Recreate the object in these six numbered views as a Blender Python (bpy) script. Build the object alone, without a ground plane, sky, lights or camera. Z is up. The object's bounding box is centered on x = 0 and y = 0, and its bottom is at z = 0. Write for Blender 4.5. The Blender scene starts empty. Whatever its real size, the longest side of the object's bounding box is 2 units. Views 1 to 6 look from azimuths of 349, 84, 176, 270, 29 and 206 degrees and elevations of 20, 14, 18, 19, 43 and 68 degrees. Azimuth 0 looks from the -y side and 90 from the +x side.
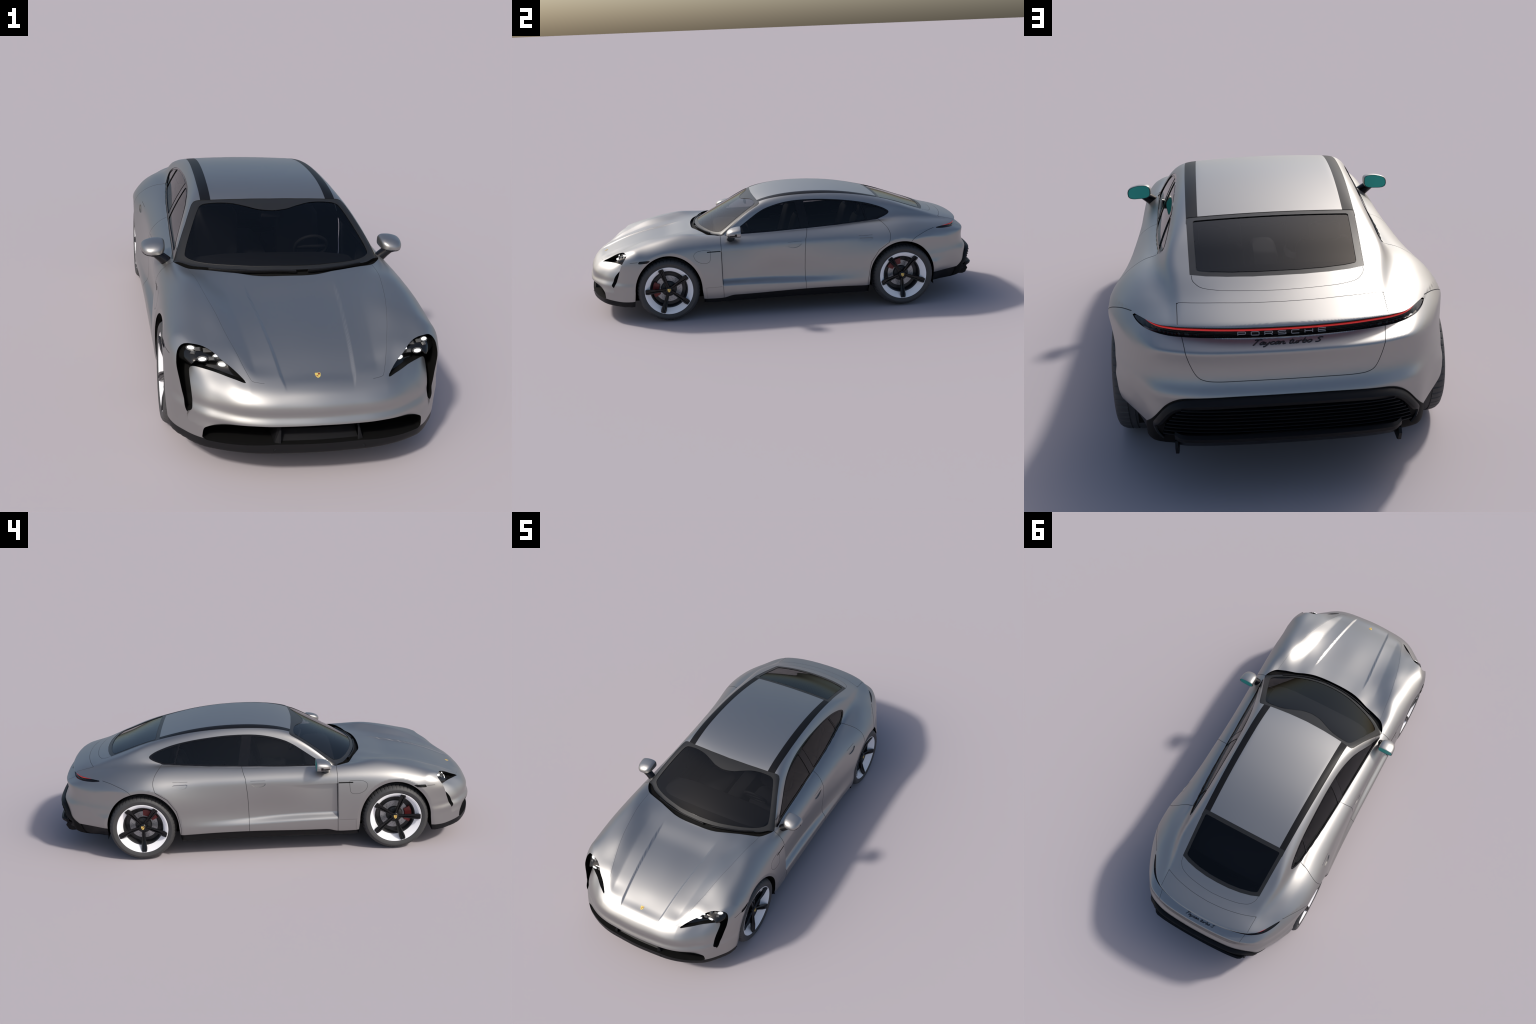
import numpy as np
# ----------------------------------------------------------------- splines
def second_derivative_matrix(knots):
    """matrix that turns knot values into natural cubic spline second derivatives"""
    n = len(knots); h = np.diff(knots)
    A = np.eye(n); B = np.zeros((n, n))
    for i in range(1, n - 1):
        A[i, i - 1] = h[i - 1]; A[i, i] = 2 * (h[i - 1] + h[i]); A[i, i + 1] = h[i]
        B[i, i - 1] = 6 / h[i - 1]; B[i, i] = -6 / h[i - 1] - 6 / h[i]; B[i, i + 1] = 6 / h[i]
    return np.linalg.solve(A, B)

class Curve:
    """natural cubic spline through (t, value) control points, held constant slope outside"""
    def __init__(self, *pts, even=False):
        if even: pts = tuple((-a, b) for a, b in reversed(pts[1:])) + pts
        self.k = np.array([p[0] for p in pts], float)
        self.v = np.array([p[1] for p in pts], float)
        self.m = second_derivative_matrix(self.k) @ self.v
    def __call__(self, t):
        t = np.clip(np.asarray(t, float), self.k[0], self.k[-1])
        i = np.clip(np.searchsorted(self.k, t) - 1, 0, len(self.k) - 2)
        h = self.k[i + 1] - self.k[i]
        b = (t - self.k[i]) / h; a = 1 - b
        return a * self.v[i] + b * self.v[i + 1] + ((a**3 - a) * self.m[i] + (b**3 - b) * self.m[i + 1]) * h * h / 6

class Sheet:
    """tensor natural spline through a table of cross-sections: rows at ky, columns at kx"""
    def __init__(self, kx, rows, even=False):
        self.kx = np.array(kx, float)
        if even:
            rows = [(y, [*reversed(v[1:]), *v]) for y, v in rows]
            self.kx = np.concatenate([-self.kx[:0:-1], self.kx])
        self.ky = np.array([r[0] for r in rows], float)
        self.V = np.array([r[1] for r in rows], float)
        self.My = second_derivative_matrix(self.ky) @ self.V
        self.Dx = second_derivative_matrix(self.kx).T
    def __call__(self, x, y):
        y = np.clip(y, self.ky[0], self.ky[-1])
        xc = np.clip(x, self.kx[0], self.kx[-1])
        i = np.clip(np.searchsorted(self.ky, y) - 1, 0, len(self.ky) - 2)
        h = self.ky[i + 1] - self.ky[i]; b = (y - self.ky[i]) / h; a = 1 - b
        ca = (a**3 - a) * h * h / 6; cb = (b**3 - b) * h * h / 6
        row = a[:, None] * self.V[i] + b[:, None] * self.V[i + 1] + ca[:, None] * self.My[i] + cb[:, None] * self.My[i + 1]
        m = row @ self.Dx
        j = np.clip(np.searchsorted(self.kx, xc) - 1, 0, len(self.kx) - 2)
        h = self.kx[j + 1] - self.kx[j]; b = (xc - self.kx[j]) / h; a = 1 - b
        r = np.arange(len(xc))
        out = a * row[r, j] + b * row[r, j + 1] + ((a**3 - a) * m[r, j] + (b**3 - b) * m[r, j + 1]) * h * h / 6
        # straight on beyond the last column
        hl = self.kx[-1] - self.kx[-2]
        slope = (row[:, -1] - row[:, -2]) / hl + hl * m[:, -2] / 6
        return out + (x - xc) * np.where(x > xc, slope, 0)

def smooth_step(a, b, t):
    u = np.clip((t - a) / (b - a), 0, 1); return u * u * u * (u * (6 * u - 15) + 10)
def smooth_max(a, b, k):
    h = np.maximum(k - np.abs(a - b), 0) / k
    return np.maximum(a, b) + h * h * h * k / 6
def smooth_min(a, b, k):
    return -smooth_max(-a, -b, k)

# ----------------------------------------------------------------- body form
WHEEL_Z = 0.156
FRONT_AXLE, REAR_AXLE = -0.602, 0.575

# height of hood, wings, belt shoulder, haunches and boot: columns across x, rows along y
DECK = Sheet([0, .10, .15, .20, .25, .30, .34, .38], [
    (-1.02, [0.2300, 0.2140, 0.1990, 0.1790, 0.1522, 0.1208, 0.0900, 0.0600]),
    (-0.95, [0.2800, 0.2750, 0.2710, 0.2650, 0.2567, 0.2440, 0.2220, 0.1880]),
    (-0.9, [0.3028, 0.3008, 0.2992, 0.2986, 0.2965, 0.2960, 0.2850, 0.2550]),
    (-0.85, [0.3234, 0.3214, 0.3214, 0.3244, 0.3280, 0.3290, 0.3250, 0.3060]),
    (-0.8, [0.3404, 0.3384, 0.3386, 0.3428, 0.3479, 0.3500, 0.3500, 0.3380]),
    (-0.7, [0.3648, 0.3628, 0.3650, 0.3732, 0.3841, 0.3832, 0.3770, 0.3580]),
    (-0.6, [0.3794, 0.3784, 0.3810, 0.3896, 0.4003, 0.4044, 0.3980, 0.3760]),
    (-0.5, [0.3950, 0.3950, 0.3970, 0.3980, 0.4040, 0.4148, 0.4080, 0.3860]),
    (-0.4, [0.4100, 0.4100, 0.4100, 0.4060, 0.4050, 0.4040, 0.4060, 0.3870]),
    (-0.3, [0.4080, 0.4080, 0.4080, 0.4080, 0.4073, 0.4092, 0.4040, 0.3860]),
    (0, [0.4050, 0.4050, 0.4050, 0.4050, 0.4080, 0.4110, 0.4040, 0.3840]),
    (0.15, [0.4070, 0.4070, 0.4070, 0.4070, 0.4100, 0.4150, 0.4060, 0.3850]),
    (0.3, [0.4100, 0.4100, 0.4100, 0.4100, 0.4160, 0.4210, 0.4110, 0.3890]),
    (0.45, [0.4150, 0.4150, 0.4150, 0.4180, 0.4240, 0.4270, 0.4180, 0.3980]),
    (0.55, [0.4250, 0.4250, 0.4250, 0.4250, 0.4270, 0.4270, 0.4200, 0.4040]),
    (0.65, [0.4250, 0.4250, 0.4250, 0.4250, 0.4250, 0.4220, 0.4130, 0.3940]),
    (0.75, [0.4375, 0.4358, 0.4335, 0.4280, 0.4175, 0.4039, 0.3892, 0.3665]),
    (0.8, [0.4290, 0.4267, 0.4240, 0.4170, 0.4060, 0.3908, 0.3714, 0.3420]),
    (0.85, [0.4172, 0.4151, 0.4126, 0.4068, 0.3960, 0.3796, 0.3571, 0.3226]),
    (0.9, [0.4034, 0.4016, 0.3992, 0.3936, 0.3830, 0.3655, 0.3398, 0.2982]),
    (0.95, [0.3865, 0.3848, 0.3815, 0.3739, 0.3594, 0.3378, 0.3081, 0.2585]),
    (1.02, [0.3546, 0.3521, 0.3478, 0.3364, 0.3180, 0.2883, 0.2486, 0.1988])], even=True)

# half width of the lower body: columns up z, rows along y
FLANK = Sheet([.08, .125, .165, .20, .25, .30, .34, .37, .40], [
    (-1, [0.3300, 0.3400, 0.3420, 0.3420, 0.3400, 0.3350, 0.3250, 0.3100, 0.2900]),
    (-0.85, [0.3740, 0.3800, 0.3830, 0.3840, 0.3820, 0.3800, 0.3760, 0.3660, 0.3323]),
    (-0.77, [0.3910, 0.3980, 0.4020, 0.4030, 0.4010, 0.3970, 0.3900, 0.3800, 0.3561]),
    (-0.7, [0.3960, 0.4050, 0.4100, 0.4130, 0.4130, 0.4070, 0.3980, 0.3870, 0.3670]),
    (-0.6, [0.3950, 0.4060, 0.4110, 0.4130, 0.4130, 0.4080, 0.4000, 0.3900, 0.3720]),
    (-0.5, [0.3920, 0.4050, 0.4090, 0.4110, 0.4110, 0.4060, 0.3990, 0.3900, 0.3720]),
    (-0.4, [0.3940, 0.4040, 0.4070, 0.4080, 0.4070, 0.4030, 0.3970, 0.3900, 0.3740]),
    (-0.2, [0.3920, 0.4060, 0.4072, 0.4060, 0.4040, 0.3990, 0.3930, 0.3860, 0.3710]),
    (0, [0.3950, 0.4080, 0.4084, 0.4050, 0.4020, 0.3970, 0.3910, 0.3850, 0.3690]),
    (0.15, [0.3970, 0.4110, 0.4116, 0.4070, 0.4040, 0.3990, 0.3930, 0.3870, 0.3700]),
    (0.3, [0.3990, 0.4160, 0.4172, 0.4120, 0.4100, 0.4050, 0.3980, 0.3910, 0.3740]),
    (0.4, [0.4028, 0.4208, 0.4244, 0.4218, 0.4212, 0.4167, 0.4077, 0.3977, 0.3787]),
    (0.5, [0.4002, 0.4222, 0.4310, 0.4332, 0.4359, 0.4315, 0.4215, 0.4075, 0.3875]),
    (0.57, [0.3962, 0.4192, 0.4302, 0.4352, 0.4379, 0.4345, 0.4245, 0.4095, 0.3875]),
    (0.63, [0.3942, 0.4142, 0.4242, 0.4302, 0.4329, 0.4295, 0.4195, 0.4035, 0.3795]),
    (0.7, [0.3626, 0.4006, 0.4106, 0.4156, 0.4169, 0.4123, 0.4026, 0.3886, 0.3609]),
    (0.76, [0.3100, 0.3570, 0.3870, 0.3910, 0.3920, 0.3880, 0.3785, 0.3653, 0.3399]),
    (0.84, [0.3150, 0.3310, 0.3430, 0.3470, 0.3490, 0.3470, 0.3400, 0.3280, 0.3050]),
    (0.92, [0.2850, 0.2920, 0.2980, 0.3000, 0.3000, 0.2940, 0.2840, 0.2700, 0.2500]),
    (1.02, [0.2000, 0.2100, 0.2150, 0.2170, 0.2150, 0.2070, 0.1950, 0.1800, 0.1600])])

# nose: profile on the centre line and how far it falls back in plan
NOSE = Curve((.06, -.984), (.09, -.9925), (.12, -.995), (.15, -.996), (.172, -.998), (.186, -1.0), (.195, -.9965), (.204, -.9920), (.220, -.9915), (.237, -.9890),
             (.255, -.978), (.268, -.966), (.280, -.9485), (.30, -.918), (.35, -.84))
NOSE_PLAN = Curve((0, 0), (.10, .005), (.15, .010), (.20, .022), (.25, .042), (.28, .058), (.307, .076), (.342, .116), (.360, .142), (.385, .182), (.405, .235), (.44, .36), even=True)
# tail: upper lip over the light bar, lower bumper below it
TAIL_LIP = Curve((.30, .90), (.37, .925), (.385, .929), (.392, .930), (.40, .925), (.43, .89))
TAIL_BUMPER = Curve((.05, .88), (.10, .930), (.15, .952), (.20, .966), (.235, .976), (.250, .9755), (.268, .965), (.287, .958), (.32, .957), (.346, .961), (.39, .968))
TAIL_PLAN = Curve((0, 0), (.10, -.003), (.15, -.007), (.20, -.015), (.25, -.032), (.30, -.062), (.33, -.098), (.35, -.133), (.375, -.190), (.40, -.262), (.44, -.40), even=True)
LIP_PLAN = Curve((0, 0), (.10, -.005), (.15, -.012), (.20, -.024), (.25, -.043), (.30, -.080), (.33, -.126), (.347, -.163), (.37, -.212), (.40, -.285), (.44, -.42), even=True)

FLOOR = Curve((-1.02, .098), (-.90, .084), (-.77, .081), (-.3, .081), (.4, .080), (.70, .087), (.80, .102), (.93, .118), (1.02, .13))

# glasshouse: centre profile, wrap of the screens in plan, half width at the belt
ROOF = Curve((-.60, .313), (-.50, .381), (-.44, .415), (-.35, .461), (-.25, .5085), (-.14, .553), (-.06, .571), (.04, .5815), (.13, .5835),
             (.22, .580), (.36, .562), (.49, .534), (.62, .499), (.70, .471), (.75, .452), (.80, .433), (.85, .416), (.92, .393), (1.0, .36))
WRAP = Curve((-.60, 1.1), (-.40, 1.05), (-.25, .75), (-.10, .38), (.10, .0), (.35, .0), (.49, -.15), (.60, -.45), (.75, -.65), (.9, -.8))
BELT_HALF = Curve((-.60, .32), (-.45, .335), (-.33, .336), (-.20, .331), (.00, .325), (.10, .322), (.30, .314), (.45, .304), (.55, .297),
                  (.65, .285), (.72, .262), (.80, .243), (.90, .225))

def recess_depth(y):
    return .026 * smooth_step(-.337, -.3325, y) * (1 - smooth_step(-.24, .46, y))

def arch_distance(y, z, front):
    """how far a point of the flank lies outside the wheel opening"""
    yc, ry, rz = (FRONT_AXLE + .001, .1645, .1765) if front else (REAR_AXLE - .004, .1685, .1795)
    up = np.maximum(z - WHEEL_Z, 0); dn = np.maximum(WHEEL_Z - z, 0)
    return np.hypot(np.abs(y - yc) - .10 * dn, up * ry / rz) - ry

def flank(y, z):
    w = FLANK(z, y)
    low = .162 - .012 * smooth_step(-.33, .3, y)
    a = 1 - smooth_step(-.31, -.02, y)
    band = smooth_step(low - .002, low + .036, z) * (a * (1 - smooth_step(.3325, .336, z)) + (1 - a) * (1 - smooth_step(low + .02, .385, z)))
    w = w - recess_depth(y) * band
    # flat lips round the wheel arches
    for front in (True, False):
        d = arch_distance(y, z, front)
        w = w - .0045 * np.clip(1 - d / .0145, 0, 1.5)
    return w

HOOD_EDGE = Curve((-.95, .176), (-.917, .187), (-.876, .203), (-.82, .221), (-.76, .239), (-.703, .253), (-.628, .269), (-.53, .285), (-.45, .295), (-.38, .300))

def deck(x, y):
    h = DECK(x, y)
    # sunken middle of the hood with a sharp step at each side
    xr = .094 + (y + .94) * .105
    e = smooth_step(-.97, -.90, y) * (1 - smooth_step(-.62, -.49, y))
    wid = .006 + .006 * e
    h = h - .0060 * e * (1 - smooth_step(xr - .002, xr + wid, x))
    # flat strip outside it, then a facet climbing to the shut line
    xv = .1655 + (y + .925) * .118; xh = HOOD_EDGE(y)
    t = np.clip((x - xr) / (xv - xr), 0, None); u = np.clip((xh - x) / (xh - xv), 0, None)
    tent = np.maximum(smooth_min(t, u, .25), 0)
    f = smooth_step(-.93, -.86, y) * (1 - smooth_step(-.58, -.44, y))
    h = h - .0055 * f * tent
    return h

# cheek of the front bumper, set back below the lamp and inside the slit
CHEEK_ACROSS = Curve((.0, 0), (.19, 0), (.22, .006), (.24, .017), (.28, .047), (.335, .066), (.36, .069))
CHEEK_UP = Curve((.10, 0), (.15, 0), (.168, .08), (.20, .19), (.25, .50), (.282, .95), (.30, 1.04), (.33, 1.08))
def cheek_depth(x, z):
    return np.maximum(CHEEK_ACROSS(np.abs(x)), 0) * np.maximum(CHEEK_UP(z), 0)

def lower_body(x, y, z):
    top = (z - deck(x, y)) * .93
    side = x - flank(y, z)
    # headlight corners stand taller than the middle
    zn = z - .055 * smooth_step(.19, .34, x) * smooth_step(.215, .30, z)
    nose = -(y - (NOSE(zn) + NOSE_PLAN(x))) * .85
    lip = (y - (TAIL_LIP(z) + LIP_PLAN(x))) * .85
    bump = (y - (TAIL_BUMPER(z) + TAIL_PLAN(x) * (1 - .32 * (1 - smooth_step(.165, .25, z))))) * .85
    # ledge that runs up and forward to the light bar
    ledge = (z - .346 - .45 * (.961 + TAIL_PLAN(x) - y)) * .93
    bump = smooth_max(bump, ledge, .010)
    body = smooth_max(top, side, .055 - .025 * (1 - smooth_step(-.80, -.70, y)))
    body = smooth_max(body, nose, .009 + .021 * smooth_step(.18, .28, x) * (1 - .65 * smooth_step(.31, .35, x)))
    upper = smooth_max(body, lip, .013)
    lower = smooth_max(body, bump, .012)
    tail = np.minimum(upper, lower)
    out = np.where(y > .5, tail, body)
    return smooth_max(out, FLOOR(y) - z, .014)

def glasshouse(x, y, z):
    top = (z - (ROOF(y - WRAP(y) * x * x) - .10 * x * x)) * .93
    d = z - .41
    side = (x - (BELT_HALF(y) - .35 * d - .95 * np.maximum(d, 0)**2)) * .93
    k = .022 + .035 * smooth_step(-.25, 0, y) * (1 - smooth_step(.35, .7, y))
    g = np.maximum(smooth_max(top, side, k), .37 - z)
    return np.maximum(g, (y - (TAIL_LIP(z) + LIP_PLAN(x)) + .01) * .85)

def body(x, y, z):
    a = lower_body(x, y, z); g = glasshouse(x, y, z)
    k = .006 + .055 * smooth_step(.40, .60, y) * (1 - .7 * smooth_step(.66, .82, y))
    return smooth_min(a, g, k)

def cast(o, d, reach, steps=9):
    """distance from inside points o along directions d to the body surface"""
    f = lambda t: body(o[:, 0] + d[:, 0] * t, o[:, 1] + d[:, 1] * t, o[:, 2] + d[:, 2] * t)
    lo = np.zeros(len(o)); hi = np.full(len(o), float(reach)); fl = np.full(len(o), -1.0); fh = np.full(len(o), 1.0)
    for i in range(steps + 7):
        mid = (lo + hi) / 2 if i < steps or i == steps + 3 else np.clip(lo - fl * (hi - lo) / (fh - fl), lo, hi)
        v = f(mid); inside = v < 0
        lo = np.where(inside, mid, lo); fl = np.where(inside, v, fl)
        hi = np.where(inside, hi, mid); fh = np.where(inside, fh, v)
    return np.clip(lo - fl * (hi - lo) / (fh - fl), lo, hi)

def gradient(P, h=.0008):
    g = np.empty_like(P); x = np.abs(P[:, 0])
    s = np.where(P[:, 0] < 0, -1, 1)
    for k in range(3):
        a = np.array(P); b = np.array(P); a[:, 0] = x; b[:, 0] = x
        a[:, k] += h; b[:, k] -= h
        b[:, 0] = np.abs(b[:, 0])
        g[:, k] = body(a[:, 0], a[:, 1], a[:, 2]) - body(b[:, 0], b[:, 1], b[:, 2])
    g[:, 0] *= s
    return g / np.maximum(np.linalg.norm(g, axis=1, keepdims=True), 1e-12)

# ================================================================= building
import bpy, math
from mathutils import Vector, Matrix

# ----------------------------------------------------------------- materials
def new_material(name):
    m = bpy.data.materials.new(name); m.use_nodes = True
    return m, m.node_tree.nodes, m.node_tree.links

def plain(name, color, rough, metal=0.0, coat=0.0, coat_rough=.03, emit=None, strength=0.0, spec=.5, grain=0.0, grain_scale=400):
    m, N, L = new_material(name)
    p = N['Principled BSDF']
    p.inputs['Base Color'].default_value = (*color, 1)
    p.inputs['Roughness'].default_value = rough
    p.inputs['Metallic'].default_value = metal
    p.inputs['Coat Weight'].default_value = coat
    p.inputs['Coat Roughness'].default_value = coat_rough
    p.inputs['Specular IOR Level'].default_value = spec
    if emit:
        p.inputs['Emission Color'].default_value = (*emit, 1)
        p.inputs['Emission Strength'].default_value = strength
    if grain:
        tc = N.new('ShaderNodeTexCoord'); nz = N.new('ShaderNodeTexNoise'); mx = N.new('ShaderNodeMix')
        mx.data_type = 'RGBA'
        nz.inputs['Scale'].default_value = grain_scale
        L.new(tc.outputs['Object'], nz.inputs['Vector'])
        mx.inputs[6].default_value = (*[c * (1 - grain) for c in color], 1)
        mx.inputs[7].default_value = (*[min(1, c * (1 + grain)) for c in color], 1)
        L.new(nz.outputs['Fac'], mx.inputs[0]); L.new(mx.outputs[2], p.inputs['Base Color'])
    return m

def paint_material():
    return plain('silver_paint', PAINT, PAINT_ROUGH, metal=PAINT_METAL, grain=.03, grain_scale=900)

def glass_material(name, tint, ior=1.45):
    m, N, L = new_material(name)
    N.remove(N['Principled BSDF'])
    out = N['Material Output']
    tr = N.new('ShaderNodeBsdfTransparent'); tr.inputs['Color'].default_value = (*tint, 1)
    gl = N.new('ShaderNodeBsdfGlossy'); gl.inputs['Roughness'].default_value = .02
    fr = N.new('ShaderNodeFresnel'); fr.inputs['IOR'].default_value = ior
    mx = N.new('ShaderNodeMixShader')
    L.new(fr.outputs[0], mx.inputs[0]); L.new(tr.outputs[0], mx.inputs[1]); L.new(gl.outputs[0], mx.inputs[2])
    L.new(mx.outputs[0], out.inputs['Surface'])
    return m

PAINT, PAINT_ROUGH, PAINT_METAL = (.362, .357, .350), .42, .94
M = {}
def make_materials():
    M['paint'] = paint_material()
    M['gap'] = plain('shut_line_dark', (.055, .055, .06), .6)
    M['gloss_black'] = plain('gloss_black', (.005, .005, .006), .15, spec=.3)
    M['satin_black'] = plain('satin_black', (.008, .008, .009), .45, grain=.15, spec=.15)
    M['matte_black'] = plain('matte_black', (.004, .004, .004), .7, grain=.2, spec=.12)
    M['trim_grey'] = plain('screen_surround', (.014, .014, .014), .38, spec=.45)
    M['roof_strip'] = plain('roof_strip_black', (.006, .006, .007), .45, spec=.2)
    M['glass'] = glass_material('tinted_glass', (.38, .38, .39))
    M['rubber'] = plain('tyre_rubber', (.045, .045, .046), .62, grain=.12, grain_scale=250)
    M['ring'] = plain('polished_ring', (.93, .93, .95), .3, metal=.0, coat=.4)
    M['rim_black'] = plain('rim_black', (.006, .006, .007), .25, spec=.35)
    M['barrel'] = plain('wheel_barrel', (.03, .03, .032), .4, metal=.3)
    M['disc'] = plain('brake_disc', (.40, .40, .41), .42, metal=.7)
    M['disc_hub'] = plain('brake_hub', (.03, .03, .032), .45, metal=.4)
    M['caliper'] = plain('caliper_red', (.15, .010, .010), .4)
    M['gold'] = plain('crest_gold', (.80, .60, .16), .35, metal=.35)
    M['crest_red'] = plain('crest_red', (.40, .02, .02), .4)
    M['crest_black'] = plain('crest_black', (.01, .01, .01), .4)
    M['mirror'] = plain('mirror_teal', (.03, .46, .36), .3, spec=.3)
    M['led'] = plain('lamp_white', (.9, .9, .9), .2, emit=(1, 1, 1), strength=2.0)
    M['lamp_dark'] = plain('lamp_bowl', (.006, .006, .006), .12, spec=.45)
    M['lamp_grey'] = plain('lamp_reflector', (.09, .09, .088), .4, metal=.2)
    M['red_light'] = plain('tail_light_red', (.65, .02, .02), .3, emit=(.9, .03, .025), strength=.25)
    M['letter_grey'] = plain('letter_grey', (.36, .37, .39), .4)
    M['letter_black'] = plain('letter_black', (.004, .004, .005), .35)
    M['interior'] = plain('cabin_dark', (.03, .03, .032), .7)
    M['seat'] = plain('seat_leather', (.035, .035, .038), .55)

# ----------------------------------------------------------------- object helpers
ROOT = None
def link(ob, parent=None):
    bpy.context.scene.collection.objects.link(ob)
    ob.parent = parent if parent is not None else ROOT
    return ob

def mesh_object(name, V, F, mat, normals=None, parent=None, smooth=True):
    me = bpy.data.meshes.new(name)
    if isinstance(F, np.ndarray):
        me.vertices.add(len(V)); me.vertices.foreach_set('co', np.ascontiguousarray(V, np.float32).ravel())
        me.loops.add(F.size); me.loops.foreach_set('vertex_index', np.ascontiguousarray(F, np.int32).ravel())
        me.polygons.add(len(F)); me.polygons.foreach_set('loop_start', np.arange(0, F.size, 3, dtype=np.int32))
        me.update(calc_edges=True)
    else:
        me.from_pydata(np.asarray(V, float).tolist(), [], [tuple(int(i) for i in f) for f in F])
    me.validate()
    me.update()
    me.materials.append(M[mat])
    me.polygons.foreach_set('use_smooth', [smooth] * len(me.polygons))
    if normals is not None and len(me.vertices) == len(V):
        me.normals_split_custom_set_from_vertices(np.asarray(normals, float).tolist())
    return link(bpy.data.objects.new(name, me), parent)

def smooth_by_angle(ob, deg=35):
    me = ob.data
    import bmesh
    bm = bmesh.new(); bm.from_mesh(me)
    lim = math.radians(deg)
    for e in bm.edges:
        e.smooth = not (len(e.link_faces) == 2 and e.calc_face_angle(0) > lim)
    for f in bm.faces: f.smooth = True
    bm.to_mesh(me); bm.free()
    return ob

def weld(V, F, N=None, tol=1e-6):
    V = np.asarray(V); key = np.round(V / tol).astype(np.int64)
    _, first, inv = np.unique(key, axis=0, return_index=True, return_inverse=True)
    inv = inv.ravel()
    if isinstance(F, np.ndarray):
        F = inv[F]; F = F[(F[:, 0] != F[:, 1]) & (F[:, 1] != F[:, 2]) & (F[:, 0] != F[:, 2])]
        return V[first], F, (None if N is None else np.asarray(N)[first])
    F = [tuple(inv[i] for i in f) for f in F]
    F = [f for f in F if len(set(f)) == len(f)]
    return V[first], F, (None if N is None else np.asarray(N)[first])

def mirror_faces(F): return F[:, ::-1] if isinstance(F, np.ndarray) else [tuple(reversed(f)) for f in F]

def pair(name, V, F, mat, parent=None, normals=None, sharp=None, both=True, smooth=True):
    """right-hand part and its mirror image"""
    V = np.asarray(V, float); obs = []
    for s in ((1, -1) if both else (1,)):
        W = V * [s, 1, 1]
        n = None if normals is None else np.asarray(normals) * [s, 1, 1]
        ob = mesh_object(name, W, F if s > 0 else mirror_faces(F), mat, n, parent, smooth)
        if sharp: smooth_by_angle(ob, sharp)
        obs.append(ob)
    return obs

def sampled(points, closed=False, n=8):
    """Catmull-Rom curve through control points"""
    P = np.array(points, float); m = len(P); out = []
    rng = range(m if closed else m - 1)
    for i in rng:
        if closed: a, b, c, d = P[(i - 1) % m], P[i], P[(i + 1) % m], P[(i + 2) % m]
        else: a, b, c, d = P[max(i - 1, 0)], P[i], P[i + 1], P[min(i + 2, m - 1)]
        for t in np.arange(n) / n:
            out.append(.5 * (2 * b + (c - a) * t + (2 * a - 5 * b + 4 * c - d) * t * t + (3 * b - a - 3 * c + d) * t**3))
    if not closed: out.append(P[-1])
    return np.array(out)

def rounded(points, radii, n=6):
    """polygon with rounded corners"""
    P = np.array(points, float); out = []
    m = len(P)
    for i in range(m):
        r = radii[i] if hasattr(radii, '__len__') else radii
        a, b, c = P[i - 1], P[i], P[(i + 1) % m]
        if r <= 0: out.append(b); continue
        u = (a - b) / np.linalg.norm(a - b); w = (c - b) / np.linalg.norm(c - b)
        half = math.acos(np.clip(u @ w, -1, 1)) / 2
        d = min(r / math.tan(half), .49 * np.linalg.norm(a - b), .49 * np.linalg.norm(c - b))
        p, q = b + u * d, b + w * d
        for t in np.linspace(0, 1, n): out.append((1 - t)**2 * p + 2 * t * (1 - t) * b + t * t * q)
    return np.array(out)

def polygon_distance(Q, poly):
    """signed distance of 2D points to a closed polygon, negative inside"""
    d2 = np.full(len(Q), 1e9); inside = np.zeros(len(Q), bool)
    A = poly; B = np.roll(poly, -1, axis=0)
    for a, b in zip(A, B):
        e = b - a; l = e @ e
        if l < 1e-14: continue
        w = Q - a; t = np.clip((w @ e) / l, 0, 1)
        r = w - t[:, None] * e; d2 = np.minimum(d2, (r * r).sum(1))
        c = (a[1] > Q[:, 1]) != (b[1] > Q[:, 1])
        if a[1] != b[1]:
            inside ^= c & (Q[:, 0] < (b[0] - a[0]) * (Q[:, 1] - a[1]) / (b[1] - a[1]) + a[0])
    d = np.sqrt(d2)
    return np.where(inside, -d, d)

PLANES = {'side': lambda P: P[:, [1, 2]], 'top': lambda P: P[:, [0, 1]], 'front': lambda P: P[:, [0, 2]],
          'corner': lambda P: np.c_[.819 * P[:, 0] + .574 * P[:, 1], P[:, 2]]}

def surface_x(y, z):
    return float(cast(np.array([[0, y, z]]), np.array([[1., 0, 0]]), .7)[0])
def surface_y(x, z, y0=.6):
    """rear face of the body at (x, z); takes single values or arrays"""
    x, z = np.broadcast_arrays(np.abs(np.asarray(x, float)), np.asarray(z, float))
    O = np.c_[x.ravel(), np.full(x.size, y0), z.ravel()]
    y = y0 + cast(O, np.tile([0, 1., 0], (x.size, 1)), .6)
    return float(y[0]) if x.ndim == 0 else y

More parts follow.
